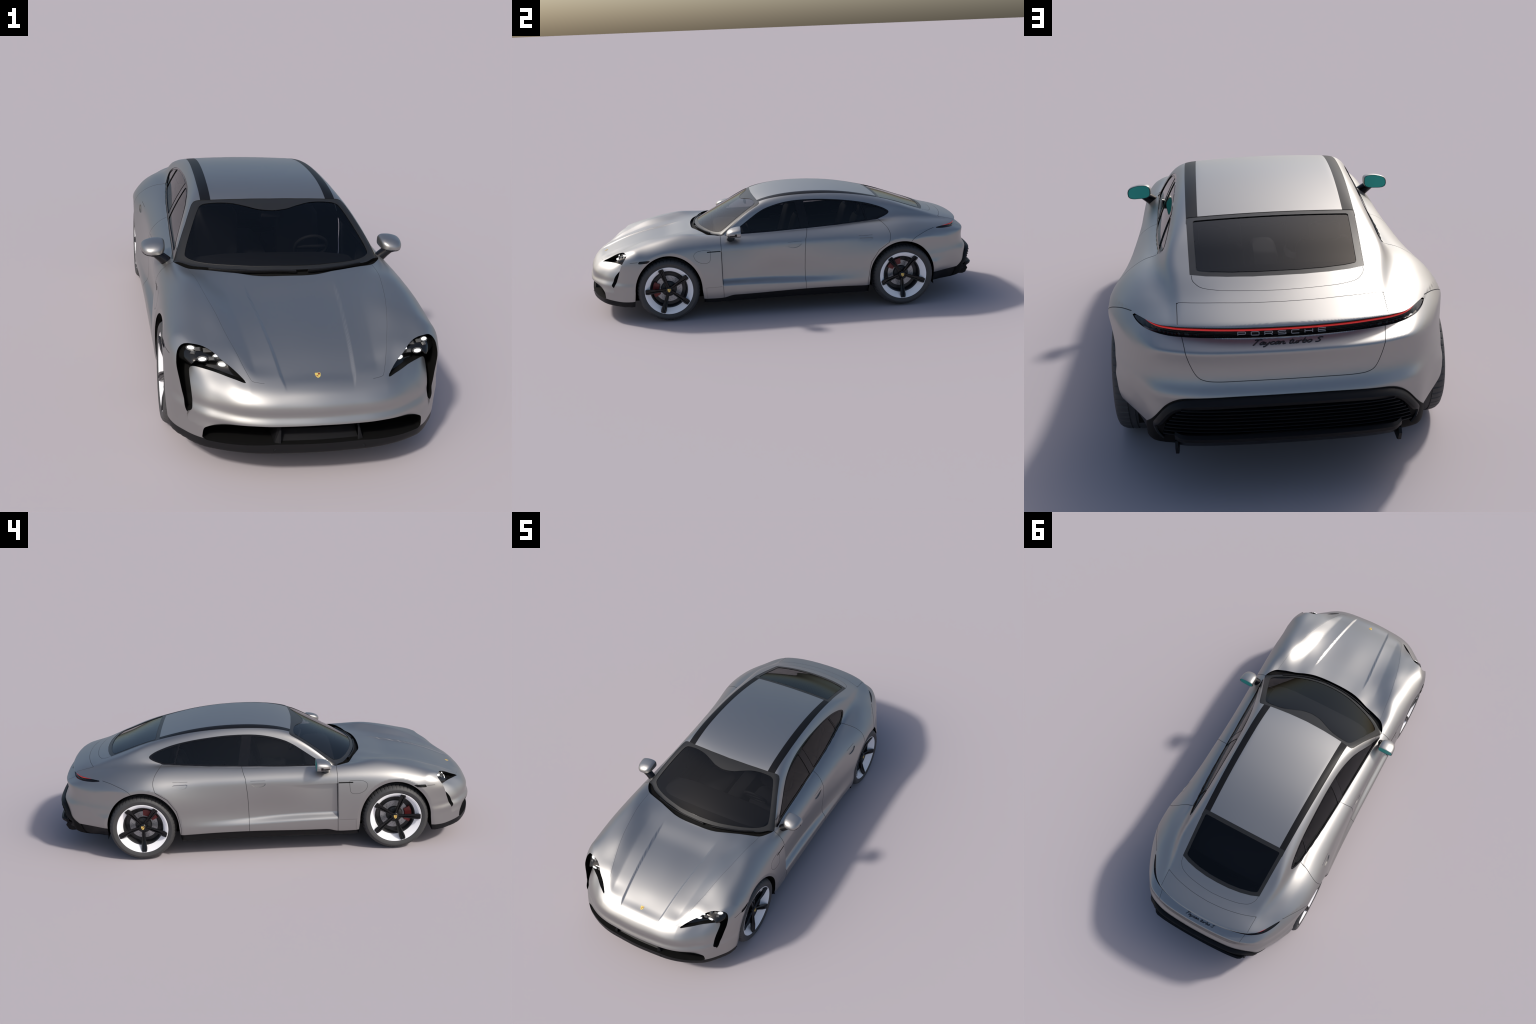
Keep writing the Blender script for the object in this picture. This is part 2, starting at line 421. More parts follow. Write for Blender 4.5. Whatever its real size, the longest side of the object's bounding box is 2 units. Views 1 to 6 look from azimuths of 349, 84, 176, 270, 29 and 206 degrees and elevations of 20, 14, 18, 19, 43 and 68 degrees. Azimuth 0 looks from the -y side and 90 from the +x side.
# ----------------------------------------------------------------- body shell
class Shell:
    """one half of the body surface as triangles with a label each; cut along signed functions"""
    def __init__(self, fan=125, mid=300, ring=240):
        z0 = .24; y0, y1 = -.74, .72
        phi = np.linspace(0, math.pi / 2, fan, endpoint=False)
        rows = [(y0, a) for a in phi] + [(y, math.pi / 2) for y in np.linspace(y0, y1, mid)] + [(y1, math.pi / 2 + a) for a in np.linspace(0, math.pi / 2, fan)[1:]]
        th = np.linspace(0, math.pi, ring)
        O = []; D = []
        for yc, a in rows:
            O.append(np.c_[np.zeros(ring), np.full(ring, yc), np.full(ring, z0)])
            D.append(np.c_[np.sin(th) * math.sin(a), np.full(ring, -math.cos(a)), np.cos(th) * math.sin(a)])
        O = np.concatenate(O); D = np.concatenate(D)
        D[np.abs(D) < 1e-12] = 0
        V = O + D * cast(O, D, .7)[:, None]
        nr = len(rows); idx = np.arange(nr * ring).reshape(nr, ring)
        idx[0, :] = idx[0, 0]; idx[-1, :] = idx[-1, 0]
        a, b, c, d = idx[:-1, :-1].ravel(), idx[:-1, 1:].ravel(), idx[1:, 1:].ravel(), idx[1:, :-1].ravel()
        T = np.concatenate([np.c_[a, b, c], np.c_[a, c, d]])
        T = T[(T[:, 0] != T[:, 1]) & (T[:, 1] != T[:, 2]) & (T[:, 0] != T[:, 2])]
        self.V, self.T = V, T
        self.L = np.zeros(len(T), int); self.names = ['body_shell']
        g = gradient(V[T[:2000].ravel()]).reshape(-1, 3, 3).mean(1)
        n = np.cross(V[T[:2000, 1]] - V[T[:2000, 0]], V[T[:2000, 2]] - V[T[:2000, 0]])
        if (g * n).sum(1).mean() < 0: self.T = self.T[:, ::-1]
    def label(self, name):
        if name not in self.names: self.names.append(name)
        return self.names.index(name)
    def cut(self, fun, where, name, within=None, keep=None):
        """split along fun = 0 among vertices allowed by where; triangles with fun < 0 get the label"""
        V, T = self.V, self.T
        ok = where(V)
        cand = ok[T].all(1)
        if within is not None:
            cand &= np.isin(self.L, [self.label(n) for n in within])
        used = np.unique(T[cand]); d = np.ones(len(V))
        if len(used) == 0: return
        d[used] = fun(V[used])
        d = np.where(np.abs(d) < 2e-6, 2e-6, d)
        s = d[T] > 0; k = s.sum(1)
        cross = cand & (k > 0) & (k < 3)
        new_label = self.label(name)
        inside = cand & (k == 0)
        self.L[inside] = new_label
        ci = np.where(cross)[0]
        if len(ci) == 0: return
        tri = T[ci]; st = s[ci]; kk = k[ci]
        lone = np.where(kk == 1, st.argmax(1), (~st).argmax(1))
        r = np.arange(len(ci))
        a = tri[r, lone]; b = tri[r, (lone + 1) % 3]; c = tri[r, (lone + 2) % 3]
        E = np.concatenate([np.c_[a, b], np.c_[a, c]]); E.sort(axis=1)
        U, inv = np.unique(E, axis=0, return_inverse=True); inv = inv.ravel()
        t = d[U[:, 0]] / (d[U[:, 0]] - d[U[:, 1]])
        P = V[U[:, 0]] + (V[U[:, 1]] - V[U[:, 0]]) * t[:, None]
        base = len(V)
        p = base + inv[:len(ci)]; q = base + inv[len(ci):]
        lone_in = kk == 2      # lone vertex is negative
        old = self.L[ci]
        tip = np.where(lone_in, new_label, old); rest = np.where(lone_in, old, new_label)
        self.V = np.concatenate([V, P])
        keep_t = ~cross
        self.T = np.concatenate([T[keep_t], np.c_[a, p, q], np.c_[p, b, c], np.c_[p, c, q]])
        self.L = np.concatenate([self.L[keep_t], tip, rest, rest])
    def region(self, name, plane, poly, where, within=None):
        f = PLANES[plane]
        self.cut(lambda P: polygon_distance(f(P), poly), where, name, within)
    def panel(self, name, plane, poly, where, within=None, gap=.0011, edge_name='shut_line'):
        f = PLANES[plane]
        self.cut(lambda P: polygon_distance(f(P), poly) - gap, where, edge_name, within)
        self.cut(lambda P: polygon_distance(f(P), poly) + gap, where, name, [edge_name])
    def line(self, plane, path, where, within=None, gap=.0009):
        """groove along an open path"""
        f = PLANES[plane]; path = np.asarray(path)
        t = np.gradient(path, axis=0); t /= np.linalg.norm(t, axis=1, keepdims=True)
        n = np.c_[-t[:, 1], t[:, 0]]
        strip = np.concatenate([path + n * gap, (path - n * gap)[::-1]])
        far = np.concatenate([path + n * .02, (path - n * .02)[::-1]])
        def side(sgn):
            def fun(P):
                Q = f(P); best = np.full(len(Q), 1e9); val = np.full(len(Q), 1.0)
                for a, b in zip(path[:-1], path[1:]):
                    e = b - a; l = np.sqrt(e @ e)
                    if l < 1e-9: continue
                    w = Q - a; u = np.clip((w @ e) / l / l, 0, 1)
                    dist = np.linalg.norm(w - u[:, None] * e, axis=1)
                    sd = (e[0] * w[:, 1] - e[1] * w[:, 0]) / l
                    hit = dist < best; best = np.where(hit, dist, best); val = np.where(hit, sd, val)
                return sgn * val - gap
            return fun
        # limit to the neighbourhood of the path, then two parallel cuts
        lo, hi = path.min(0) - .02, path.max(0) + .02
        def near(V):
            Q = f(V); m = where(V) & (Q > lo).all(1) & (Q < hi).all(1); k = np.where(m)[0]
            m[k] = polygon_distance(Q[k], far) < 0
            return m
        self.cut(side(1), near, '_tmp', within)
        self.cut(side(-1), near, 'shut_line', ['_tmp'])
        back = self.label(within[0] if within else 'body_shell')
        self.L[self.L == self.label('_tmp')] = back
    def take(self, names):
        ids = [self.label(n) for n in names]
        t = self.T[np.isin(self.L, ids)]
        used, inv = np.unique(t.ravel(), return_inverse=True)
        return self.V[used], inv.reshape(-1, 3)

def border_edges(F):
    e = {}
    for f in F:
        for i in range(len(f)):
            a, b = f[i], f[(i + 1) % len(f)]
            if (b, a) in e: del e[(b, a)]
            else: e[(a, b)] = 1
    return list(e)

def sunk(V, F, shift, open_mid=False):
    """push a region in by per-vertex shift vectors and wall its border"""
    W = V + shift
    F = [tuple(f) for f in F]; n = len(V)
    edges = border_edges(F)
    if open_mid: edges = [(a, b) for a, b in edges if V[a, 0] > 1e-5 or V[b, 0] > 1e-5]
    walls = []
    ids = sorted({i for e in edges for i in e}); at = {i: n + k for k, i in enumerate(ids)}
    at2 = {i: n + len(ids) + k for k, i in enumerate(ids)}
    allV = np.concatenate([W, V[ids], W[ids]])
    for a, b in edges: walls.append((at[a], at[b], at2[b], at2[a]))
    return allV, F + walls

def whole(V, F, N=None):
    """half on the middle line + mirror image, welded"""
    V = np.array(V); V[np.abs(V[:, 0]) < 1e-5, 0] = 0
    n = len(V)
    A = np.concatenate([V, V * [-1, 1, 1]])
    B = np.concatenate([F, F[:, ::-1] + n]) if isinstance(F, np.ndarray) else [tuple(f) for f in F] + [tuple(i + n for i in reversed(f)) for f in F]
    NN = None if N is None else np.concatenate([N, N * [-1, 1, 1]])
    return weld(A, B, NN)

def shell_part(shell, label, name, mat, middle, parent=None, sink=0.0, shift=None, sharp=None):
    """turn a labelled region into objects; middle parts span both halves, others come as a pair"""
    V, F = shell.take([label] if isinstance(label, str) else label)
    if len(F) == 0: print('empty region', label); return []
    N = gradient(V)
    if label in ('body_shell', 'front_bumper'): V, N = set_back(V, N)
    if sink or shift is not None:
        s = -N * sink if shift is None else shift(V, N)
        V2, F2 = sunk(V, F, s, open_mid=middle)
        if middle:
            V2, F2, _ = whole(V2, F2)
            obs = [mesh_object(name, V2, F2, mat, None, parent)]
        else: obs = pair(name, V2, F2, mat, parent)
        for o in obs: smooth_by_angle(o, sharp or 40)
        return obs
    if middle:
        V, F, N = whole(V, F, N)
        return [mesh_object(name, V, F, mat, N, parent)]
    return pair(name, V, F, mat, parent, N)

# ----------------------------------------------------------------- outlines on the body (metres)
SIDE_GLASS = np.concatenate([
    np.array([(-.315, .4015), (-.228, .4055), (-.088, .4065), (.103, .4115), (.25, .417), (.363, .4235), (.468, .4295)]),
    sampled([(.468, .4295), (.506, .442), (.527, .452), (.5335, .4595), (.529, .469), (.493, .488), (.421, .511), (.333, .528), (.237, .5395),
             (.15, .5455), (.055, .5455), (-.02, .5375), (-.092, .520), (-.138, .500), (-.178, .476), (-.238, .438), (-.279, .417), (-.315, .4015)])[1:-1]])
PANE_FRONT = rounded([(-.262, .4125), (.072, .4165), (.052, .538), (-.02, .5315), (-.092, .5145), (-.138, .4945), (-.178, .4705)], [.004, .004, .004, .03, .03, .03, .02])
PANE_REAR = rounded([(.118, .4185), (.41, .432), (.385, .513), (.333, .523), (.237, .534), (.15, .5395), (.098, .5395)], [.004, .003, .004, .03, .03, .02, .004])
PANE_QUARTER = rounded([(.418, .4325), (.466, .4355), (.503, .4475), (.5265, .4605), (.493, .4825), (.394, .5105)], [.003, .01, .01, .006, .02, .004])

WINDSCREEN = np.concatenate([
    np.array([(0, -.1415), (.10, -.138), (.20, -.130), (.245, -.1235), (.256, -.125), (.264, -.136), (.290, -.207), (.341, -.330)]),
    sampled([(.341, -.330), (.333, -.353), (.317, -.378), (.300, -.394), (.270, -.406), (.240, -.416), (.206, -.4265), (.160, -.445), (.112, -.4605), (.06, -.4675), (0, -.469)])[1:],
    np.array([(-.05, -.469), (-.05, -.1415)])])
SCREEN_GLASS = sampled([(-.02, -.202), (.0, -.202), (.047, -.194), (.088, -.1755), (.129, -.158), (.165, -.1495), (.205, -.146), (.232, -.1495), (.248, -.172), (.280, -.252),
             (.301, -.312), (.298, -.334), (.262, -.363), (.200, -.392), (.120, -.417), (.06, -.427), (0, -.430), (-.02, -.430)])
COWL = np.concatenate([sampled([(-.05, -.446), (0, -.446), (.06, -.4425), (.12, -.4315), (.20, -.408), (.28, -.374), (.318, -.346), (.345, -.335)]), np.array([(.36, -.60), (-.05, -.60)])])
ROOF_STRIP = np.array([(.199, -.16), (.1985, .0), (.195, .2), (.1885, .486), (.1885, .52), (.2185, .52), (.2185, .486), (.227, .2), (.232, .0), (.233, -.16)])
ROOF_PANEL = np.array([(-.05, -.2), (.199, -.2), (.1985, .0), (.195, .2), (.1885, .52), (-.05, .52)])
REAR_SCREEN = np.array([(-.05, .489), (0, .489), (.10, .4885), (.2185, .4865), (.2085, .721), (.17, .736), (.12, .748), (.06, .756), (0, .758), (-.05, .758)])
REAR_GLASS = rounded([(-.05, .5085), (.10, .508), (.2005, .506), (.192, .7085), (.16, .7205), (.11, .732), (.05, .739), (-.05, .741)], [0, 0, .006, .012, .02, .03, .03, 0])

HOOD_SIDE = sampled([(.150, -.9335), (.168, -.929), (.180, -.9245), (.186, -.917), (.202, -.876), (.220, -.820), (.238, -.760), (.252, -.703), (.268, -.628), (.284, -.53), (.294, -.45), (.300, -.392)])
HOOD = np.concatenate([np.array([(-.05, -.948), (0, -.948), (.06, -.9465), (.096, -.944), (.13, -.938)]), HOOD_SIDE, np.array([(.2, -.30), (-.05, -.30)])])
LAMP_LOWER = [(.198, .281), (.226, .2840), (.255, .2865), (.282, .2880), (.308, .2890), (.326, .2880), (.3355, .2830), (.3395, .2740), (.3385, .250), (.336, .225), (.3345, .203), (.3365, .186)]
def corner_coordinate(x, z):
    y = -.70 - cast(np.array([[x, -.70, z]]), np.array([[0, -1., 0]]), .4)[0]
    return (.819 * x + .574 * y, z)
def lamp_outline():
    upper = [(-.329, .300), (-.292, .317), (-.258, .3325), (-.230, .341), (-.205, .346), (-.181, .347), (-.166, .342), (-.159, .334), (-.158, .322), (-.165, .297),
             (-.176, .268), (-.187, .236), (-.200, .204), (-.209, .184), (-.218, .1745)]
    lower = [corner_coordinate(*p) for p in LAMP_LOWER]
    return sampled([lower[0]] + upper + lower[:0:-1], True, 5)
HEADLIGHT = lamp_outline()

def on_cheek(V):
    """points of the nose that belong to the set-back cheek"""
    h = .819 * V[:, 0] + .574 * V[:, 1]
    zm = np.interp(h, HX, HZ) + .004
    hm = np.interp(V[:, 2], [.174, .186, .205, .25, .276, .30], [-.218, -.218, -.213, -.200, -.192, -.185])
    return (V[:, 1] < -.72) & (V[:, 2] < zm) & (h < hm) & (V[:, 0] > .18) & (V[:, 2] > .14)
HX, HZ = zip(*sorted([corner_coordinate(*p) for p in LAMP_LOWER[:8]]))
HX, HZ = [-9] + list(HX), [.25] + list(HZ)

def set_back(V, N=None):
    m = on_cheek(V); D = np.where(m, cheek_depth(V[:, 0], V[:, 2]), 0)
    W = V + np.c_[D * 0, D, D * 0]
    if N is None: return W
    e = .0008
    dx = (cheek_depth(V[:, 0] + e, V[:, 2]) - cheek_depth(V[:, 0] - e, V[:, 2])) / (2 * e)
    dz = (cheek_depth(V[:, 0], V[:, 2] + e) - cheek_depth(V[:, 0], V[:, 2] - e)) / (2 * e)
    M2 = np.c_[N[:, 0] - N[:, 1] * dx, N[:, 1], N[:, 2] - N[:, 1] * dz]
    M2 /= np.linalg.norm(M2, axis=1, keepdims=True)
    return W, np.where(m[:, None], M2, N)
INTAKE = np.concatenate([np.array([(-.05, .1855), (0, .1855), (.08, .184), (.13, .1835)]), sampled([(.13, .1835), (.184, .183), (.240, .178), (.275, .168), (.298, .156), (.308, .145), (.311, .118)])[1:],
                         np.array([(.30, .113), (.25, .116), (.2, .120), (.12, .126), (0, .126), (-.05, .126)])])
SKIRT = Curve((-1.02, .130), (-.97, .130), (-.935, .120), (-.90, .1135), (-.84, .109), (-.76, .1125), (-.70, .1125), (-.50, .105), (-.43, .104), (-.345, .103), (-.325, .105), (-.295, .1135), (-.26, .116), (-.1, .119), (.08, .1235),
              (.30, .1225), (.42, .121), (.55, .13), (.70, .153), (.75, .158), (.83, .160), (.89, .1605), (1.02, .161))
DIFFUSER = np.concatenate([np.array([(-.05, .251), (0, .251), (.11, .250), (.186, .2465)]), sampled([(.186, .2465), (.225, .2435), (.25, .236), (.272, .2205), (.295, .193), (.322, .158)])[1:],
                           np.array([(.322, .05), (-.05, .05)])])
BOOT_UPPER = np.concatenate([sampled([(-.05, .852), (.0, .852), (.08, .847), (.153, .834), (.2, .8205), (.239, .8045)]), np.array([(.2365, .86), (.234, .96), (-.05, .96)])])
BOOT_LOWER = np.concatenate([np.array([(-.05, .45), (.2335, .45), (.2325, .392), (.2275, .366), (.221, .350)]), sampled([(.221, .350), (.212, .318), (.199, .292), (.182, .2815), (.15, .2785), (.08, .2795), (0, .280)])[1:], np.array([(-.05, .280)])])
BOOT_FLAP = sampled([(.2045, .7235), (.203, .738), (.198, .751), (.180, .773), (.142, .790), (.101, .799), (.05, .806), (0, .809), (-.02, .809)])
LIGHT_BAR = np.concatenate([np.array([(-.05, .3915), (.10, .3915)]), sampled([(.10, .3915), (.18, .391), (.236, .3885), (.282, .3835), (.312, .3805), (.348, .3785)])[1:],
                            sampled([(.348, .3785), (.341, .373), (.327, .3695), (.295, .3675), (.256, .3655), (.20, .3655), (.10, .3655), (0, .3655)])[1:], np.array([(-.05, .3655)])])
DOOR_FRONT = np.concatenate([np.array([(-.334, .43), (-.334, .3985), (-.335, .338), (-.334, .25), (-.333, .16), (-.333, .08), (.079, .08), (.0785, .218), (.0805, .295), (.088, .370), (.097, .392), (.104, .4125), (.104, .43)])])
DOOR_REAR = np.concatenate([np.array([(.079, .08), (.0785, .218), (.0805, .295), (.088, .370), (.097, .392), (.104, .4125), (.104, .43), (.473, .44)]),
                            sampled([(.473, .431), (.490, .417), (.5035, .400), (.511, .380), (.5105, .362), (.502, .335)]), np.array([(.45, .30), (.41, .24), (.395, .16), (.395, .08)])])
FLAP = sampled([(-.430, .3475), (-.452, .344), (-.467, .335), (-.471, .322), (-.463, .304), (-.447, .292), (-.428, .286), (-.408, .286), (-.395, .293), (-.391, .308), (-.390, .328), (-.3895, .3425), (-.398, .347)], True)
SIDE_VENT = rounded([(-.4075, .336), (-.337, .3365), (-.337, .3425), (-.4065, .3415)], .001)
MARKER = rounded([(-.7455, .3015), (-.700, .3035), (-.676, .317), (-.738, .3145)], .002)
TAIL_LINE = sampled([(.752, .380), (.708, .3725), (.672, .362), (.640, .350), (.622, .338), (.612, .322)])
CHEEK_LINE = sampled([(-.785, .3075), (-.765, .309), (-.742, .3105)])
HANDLE_F = rounded([(-.010, .3485), (.070, .350), (.050, .335), (.028, .330), (.006, .333)], [.006, .003, .012, .02, .012])
HANDLE_R = rounded([(.350, .360), (.429, .3615), (.408, .345), (.386, .340), (.365, .342)], [.006, .003, .012, .02, .012])

def lamp_cover(V):
    """lamp surface: level with the wing at its top edge, with the cheek at its lower edge"""
    h = .819 * V[:, 0] + .574 * V[:, 1]
    low = np.interp(h, HX[1:], HZ[1:])
    D = cheek_depth(V[:, 0], V[:, 2]) * (1 - smooth_step(-.004, .040, V[:, 2] - low))
    return np.c_[V[:, 0] * 0 - .002, D + .026, V[:, 0] * 0 - .003]

def build_body():
    sh = Shell()
    right = lambda V: V[:, 0] > .22
    up = lambda V: V[:, 2] > .34
    hi = lambda V: (V[:, 2] > .22)
    # wheel openings
    for front_axle in (True, False):
        sh.cut(lambda P: arch_distance(P[:, 1], P[:, 2], front_axle), lambda V: V[:, 0] > .265, 'opening')
    # black lower edge all round
    sh.cut(lambda P: P[:, 2] - SKIRT(P[:, 1]), lambda V: V[:, 2] < .2, 'skirt', ['body_shell'])
    front = lambda V: V[:, 1] < -.72
    rear = lambda V: V[:, 1] > .70
    sh.region('diffuser', 'front', DIFFUSER, rear, ['body_shell', 'skirt'])
    sh.region('intake', 'front', INTAKE, front, ['body_shell', 'skirt'])
    sh.region('headlight', 'corner', HEADLIGHT, front, ['body_shell'])
    # glass
    sh.region('side_glass', 'side', SIDE_GLASS, right, ['body_shell'])
    for n, p in (('pane_front', PANE_FRONT), ('pane_rear', PANE_REAR), ('pane_quarter', PANE_QUARTER)):
        sh.region(n, 'side', p, right, ['side_glass'])
    sh.region('screen_surround', 'top', WINDSCREEN, up, ['body_shell'])
    sh.region('screen_glass', 'top', SCREEN_GLASS, up, ['screen_surround'])
    sh.region('cowl', 'top', COWL, up, ['screen_surround'])
    sh.region('rear_surround', 'top', REAR_SCREEN, up, ['body_shell'])
    sh.region('rear_glass', 'top', REAR_GLASS, up, ['rear_surround'])
    sh.region('roof_strip', 'top', ROOF_STRIP, up, ['body_shell'])
    sh.panel('roof', 'top', ROOF_PANEL, lambda V: up(V) & (V[:, 1] > -.2) & (V[:, 1] < .52), ['body_shell'], gap=.0006)
    # light bar across the tail
    sh.region('light_bar', 'front', LIGHT_BAR, lambda V: V[:, 1] > .735, ['body_shell'])
    # opening panels
    sh.region('hood', 'top', HOOD, lambda V: (V[:, 2] > .25) & (V[:, 1] < -.3), ['body_shell'])
    sh.line('top', HOOD_SIDE, lambda V: V[:, 2] > .25, ['hood'], gap=.0006)
    sh.line('top', BOOT_FLAP, lambda V: V[:, 2] > .40, ['body_shell'], gap=.0007)
    sh.panel('boot_lid', 'top', BOOT_UPPER, lambda V: (V[:, 2] > .389), ['body_shell'], gap=.0008)
    sh.panel('boot_lid', 'front', BOOT_LOWER, lambda V: (V[:, 1] > .80) & (V[:, 2] < .388), ['body_shell'], gap=.0008)
    sh.region('side_vent', 'side', SIDE_VENT, right, ['body_shell'])
    sh.region('marker', 'side', MARKER, right, ['body_shell'])
    sh.panel('front_door', 'side', DOOR_FRONT, lambda V: right(V) & (V[:, 2] < .435), ['body_shell'])
    sh.panel('rear_door', 'side', DOOR_REAR, lambda V: right(V) & (V[:, 2] < .435), ['body_shell'])
    sh.panel('charge_flap', 'side', FLAP, right, ['body_shell'], gap=.0007)
    sh.line('side', TAIL_LINE, right, ['body_shell'])
    sh.line('side', CHEEK_LINE, right, ['body_shell'])
    sh.line('side', [(-.427, .1605), (-.38, .161), (-.3365, .1615)], right, ['body_shell'], gap=.0004)
    sh.line('side', [(-.4165, .159), (-.417, .13), (-.4175, .106)], right, ['body_shell'], gap=.0004)

    # handles let into the doors
    for n, p in (('front_door', HANDLE_F), ('rear_door', HANDLE_R)): sh.region('handle', 'side', p, right, [n])
    sh.line('side', [(-.006, .3595), (.067, .361)], right, ['front_door'], gap=.0005)
    sh.line('side', [(.350, .3705), (.427, .372)], right, ['rear_door'], gap=.0005)
    # seamless borders between wings, bumpers and sides
    TL = Curve((.56, .25), (.59, .285), (.612, .322), (.622, .338), (.640, .350), (.672, .362), (.708, .3725), (.752, .380), (.80, .384), (.9, .385), (1.0, .385))
    sh.cut(lambda P: np.maximum(P[:, 2] - TL(P[:, 1]), .58 - P[:, 1]), lambda V: V[:, 1] > .5, 'rear_bumper', ['body_shell'])
    sh.cut(lambda P: P[:, 1] + .742 + .25 * (P[:, 2] - .31), lambda V: (V[:, 1] < -.60) & (V[:, 2] < .40), 'front_bumper', ['body_shell'])
    sh.cut(lambda P: P[:, 1] + .3345, lambda V: (V[:, 1] < -.25) & (V[:, 0] > .15), 'wing', ['body_shell'])

    global BODY
    BODY = bpy.data.objects.new('car_body', None); link(BODY)
    P = lambda *a, **k: shell_part(sh, *a, **k, parent=BODY)
    P('body_shell', 'body_side', 'paint', True)
    P('front_bumper', 'front_bumper', 'paint', True)
    P('rear_bumper', 'rear_bumper', 'paint', True)
    P('wing', 'front_wing', 'paint', False)
    P('handle', 'door_handle', 'paint', False, sink=.005)
    P('shut_line', 'shut_line', 'gap', True, sink=.0016)
    P('hood', 'hood', 'paint', True)
    P('roof', 'roof_panel', 'paint', True)
    P('roof_strip', 'roof_strip', 'roof_strip', False)
    P('boot_lid', 'boot_lid', 'paint', True)
    P('front_door', 'front_door', 'paint', False)
    P('rear_door', 'rear_door', 'paint', False)
    P('charge_flap', 'charge_flap', 'paint', False)
    P('side_vent', 'side_vent', 'gloss_black', False, sink=.004)
    P('marker', 'side_marker', 'gloss_black', False, sink=.003)
    P('skirt', 'lower_skirt', 'satin_black', True, shift=lambda V, N: -N * [1, 1, 0] * (.0045 * smooth_step(-.78, -.74, V[:, 1]))[:, None])
    P('diffuser', 'diffuser', 'matte_black', True, shift=lambda V, N: np.c_[V[:, 0] * 0, np.full(len(V), .004), V[:, 0] * 0])
    P('intake', 'front_intake', 'matte_black', True, shift=lambda V, N: np.c_[V[:, 0] * 0, np.full(len(V), .115), V[:, 0] * 0])
    # lamp and slit below it: one recess, two parts
    V, F = sh.take(['headlight'])
    slit = (V[:, 2] < .2885 - .4 * (V[:, 0] - .345)) & (V[:, 0] > .30)
    move = lamp_cover(V)
    move[slit] = np.c_[np.full(slit.sum(), -.004), cheek_depth(V[slit, 0], V[slit, 2]) + .030, np.zeros(slit.sum())]
    base = set_back(V)
    W, G = sunk(base, F, V + move - base)
    lamp = [f for f in G if len(f) == 3 and not slit[list(f)].any()]
    rest = [f for f in G if not (len(f) == 3 and not slit[list(f)].any())]
    for n, fs, m in (('headlight', lamp, 'lamp_dark'), ('air_slit', rest, 'matte_black')):
        used, inv = np.unique([i for f in fs for i in f], return_inverse=True); k = 0; out = []
        for f in fs: out.append(tuple(inv[k:k + len(f)])); k += len(f)
        for ob in pair(n, W[used], out, m, BODY): smooth_by_angle(ob, 50)
    P('side_glass', 'window_frame', 'gloss_black', False, sink=.0012)
    for n in ('pane_front', 'pane_rear', 'pane_quarter'): P(n, 'side_window', 'glass', False, sink=.0022)
    P('screen_surround', 'screen_surround', 'trim_grey', True, sink=.0012)
    P('screen_glass', 'windscreen', 'glass', True, sink=.0018)
    P('cowl', 'cowl', 'matte_black', True, sink=.012)
    P('rear_surround', 'rear_screen_surround', 'trim_grey', True, sink=.0010)
    P('rear_glass', 'rear_window', 'glass', True, sink=.0022)
    P('light_bar', 'light_bar', 'gloss_black', True, shift=lambda V, N: np.c_[V[:, 0] * 0, np.full(len(V), -.009), V[:, 0] * 0])
    # dark lining added to hide bright paint backs under roof and round cabin
    V, F = sh.take(['roof', 'roof_strip', 'body_shell', 'boot_lid', 'front_door', 'rear_door'])
    keep = F[((V[F, 2] > .33) & (V[F, 1] > -.30) & (V[F, 1] < .80)).all(1)]
    V2, F2, _ = whole(V - gradient(V) * .012, mirror_faces(keep))
    mesh_object('added_dark_lining', V2, F2, 'interior', None, BODY)
    # wheel housings
    for front_axle in (True, False):
        yc, ry, rz = (FRONT_AXLE + .001, .1645, .1765) if front_axle else (REAR_AXLE - .004, .1685, .1795)
        V = []; F = []
        a = np.linspace(math.radians(-25), math.radians(205), 60); n = len(a)
        for x in (.20, None):
            for t in a:
                up = math.sin(t)
                y = yc + math.copysign(1, math.cos(t)) * ((ry + .0015) * abs(math.cos(t)) + (.02 + .10 * ry * -up if up < 0 else 0))
                if up < 0: y = yc + math.copysign(ry + .0015 + .10 * ry * -up, math.cos(t))
                z = WHEEL_Z + (rz if up > 0 else ry) * up + (.0015 if up > 0 else 0)
                V.append((x or surface_x(y, max(z, .12)) - .004, y, max(z, .085)))
        for i in range(n - 1): F.append((i, i + 1, n + i + 1, n + i))
        F.append(tuple(range(n)))
        pair('wheel_housing', V, F, 'matte_black', BODY)

# ----------------------------------------------------------------- wheels
def lathe(profile, seg, name, mat, parent, wobble=None, sharp=35):
    """revolve (radius, x) profile about the x axis"""
    V = []; F = []; n = len(profile)
    for k in range(seg):
        a = 2 * math.pi * k / seg
        for j, (r, x) in enumerate(profile):
            rr = r + (wobble(j, k) if wobble else 0)
            V.append((x, rr * math.cos(a), rr * math.sin(a)))
    for k in range(seg):
        for j in range(n - 1):
            a = k * n + j; b = ((k + 1) % seg) * n + j
            F.append((a, b, b + 1, a + 1))
    ob = mesh_object(name, V, F, mat, None, parent)
    smooth_by_angle(ob, sharp)
    return ob

def tilt(V, ang):
    """rotate in the wheel plane"""
    V = np.asarray(V, float); c, s = math.cos(ang), math.sin(ang)
    return np.c_[V[:, 0], c * V[:, 1] - s * V[:, 2], s * V[:, 1] + c * V[:, 2]]

def box_loft(sections):
    """loft through four-sided (or more) sections given as lists of points"""
    V = [p for s in sections for p in s]; k = len(sections[0]); F = []
    for i in range(len(sections) - 1):
        for j in range(k):
            a = i * k + j; b = i * k + (j + 1) % k
            F.append((a, b, b + k, a + k))
    F.append(tuple(reversed(range(k)))); F.append(tuple(range((len(sections) - 1) * k, len(sections) * k)))
    return V, F

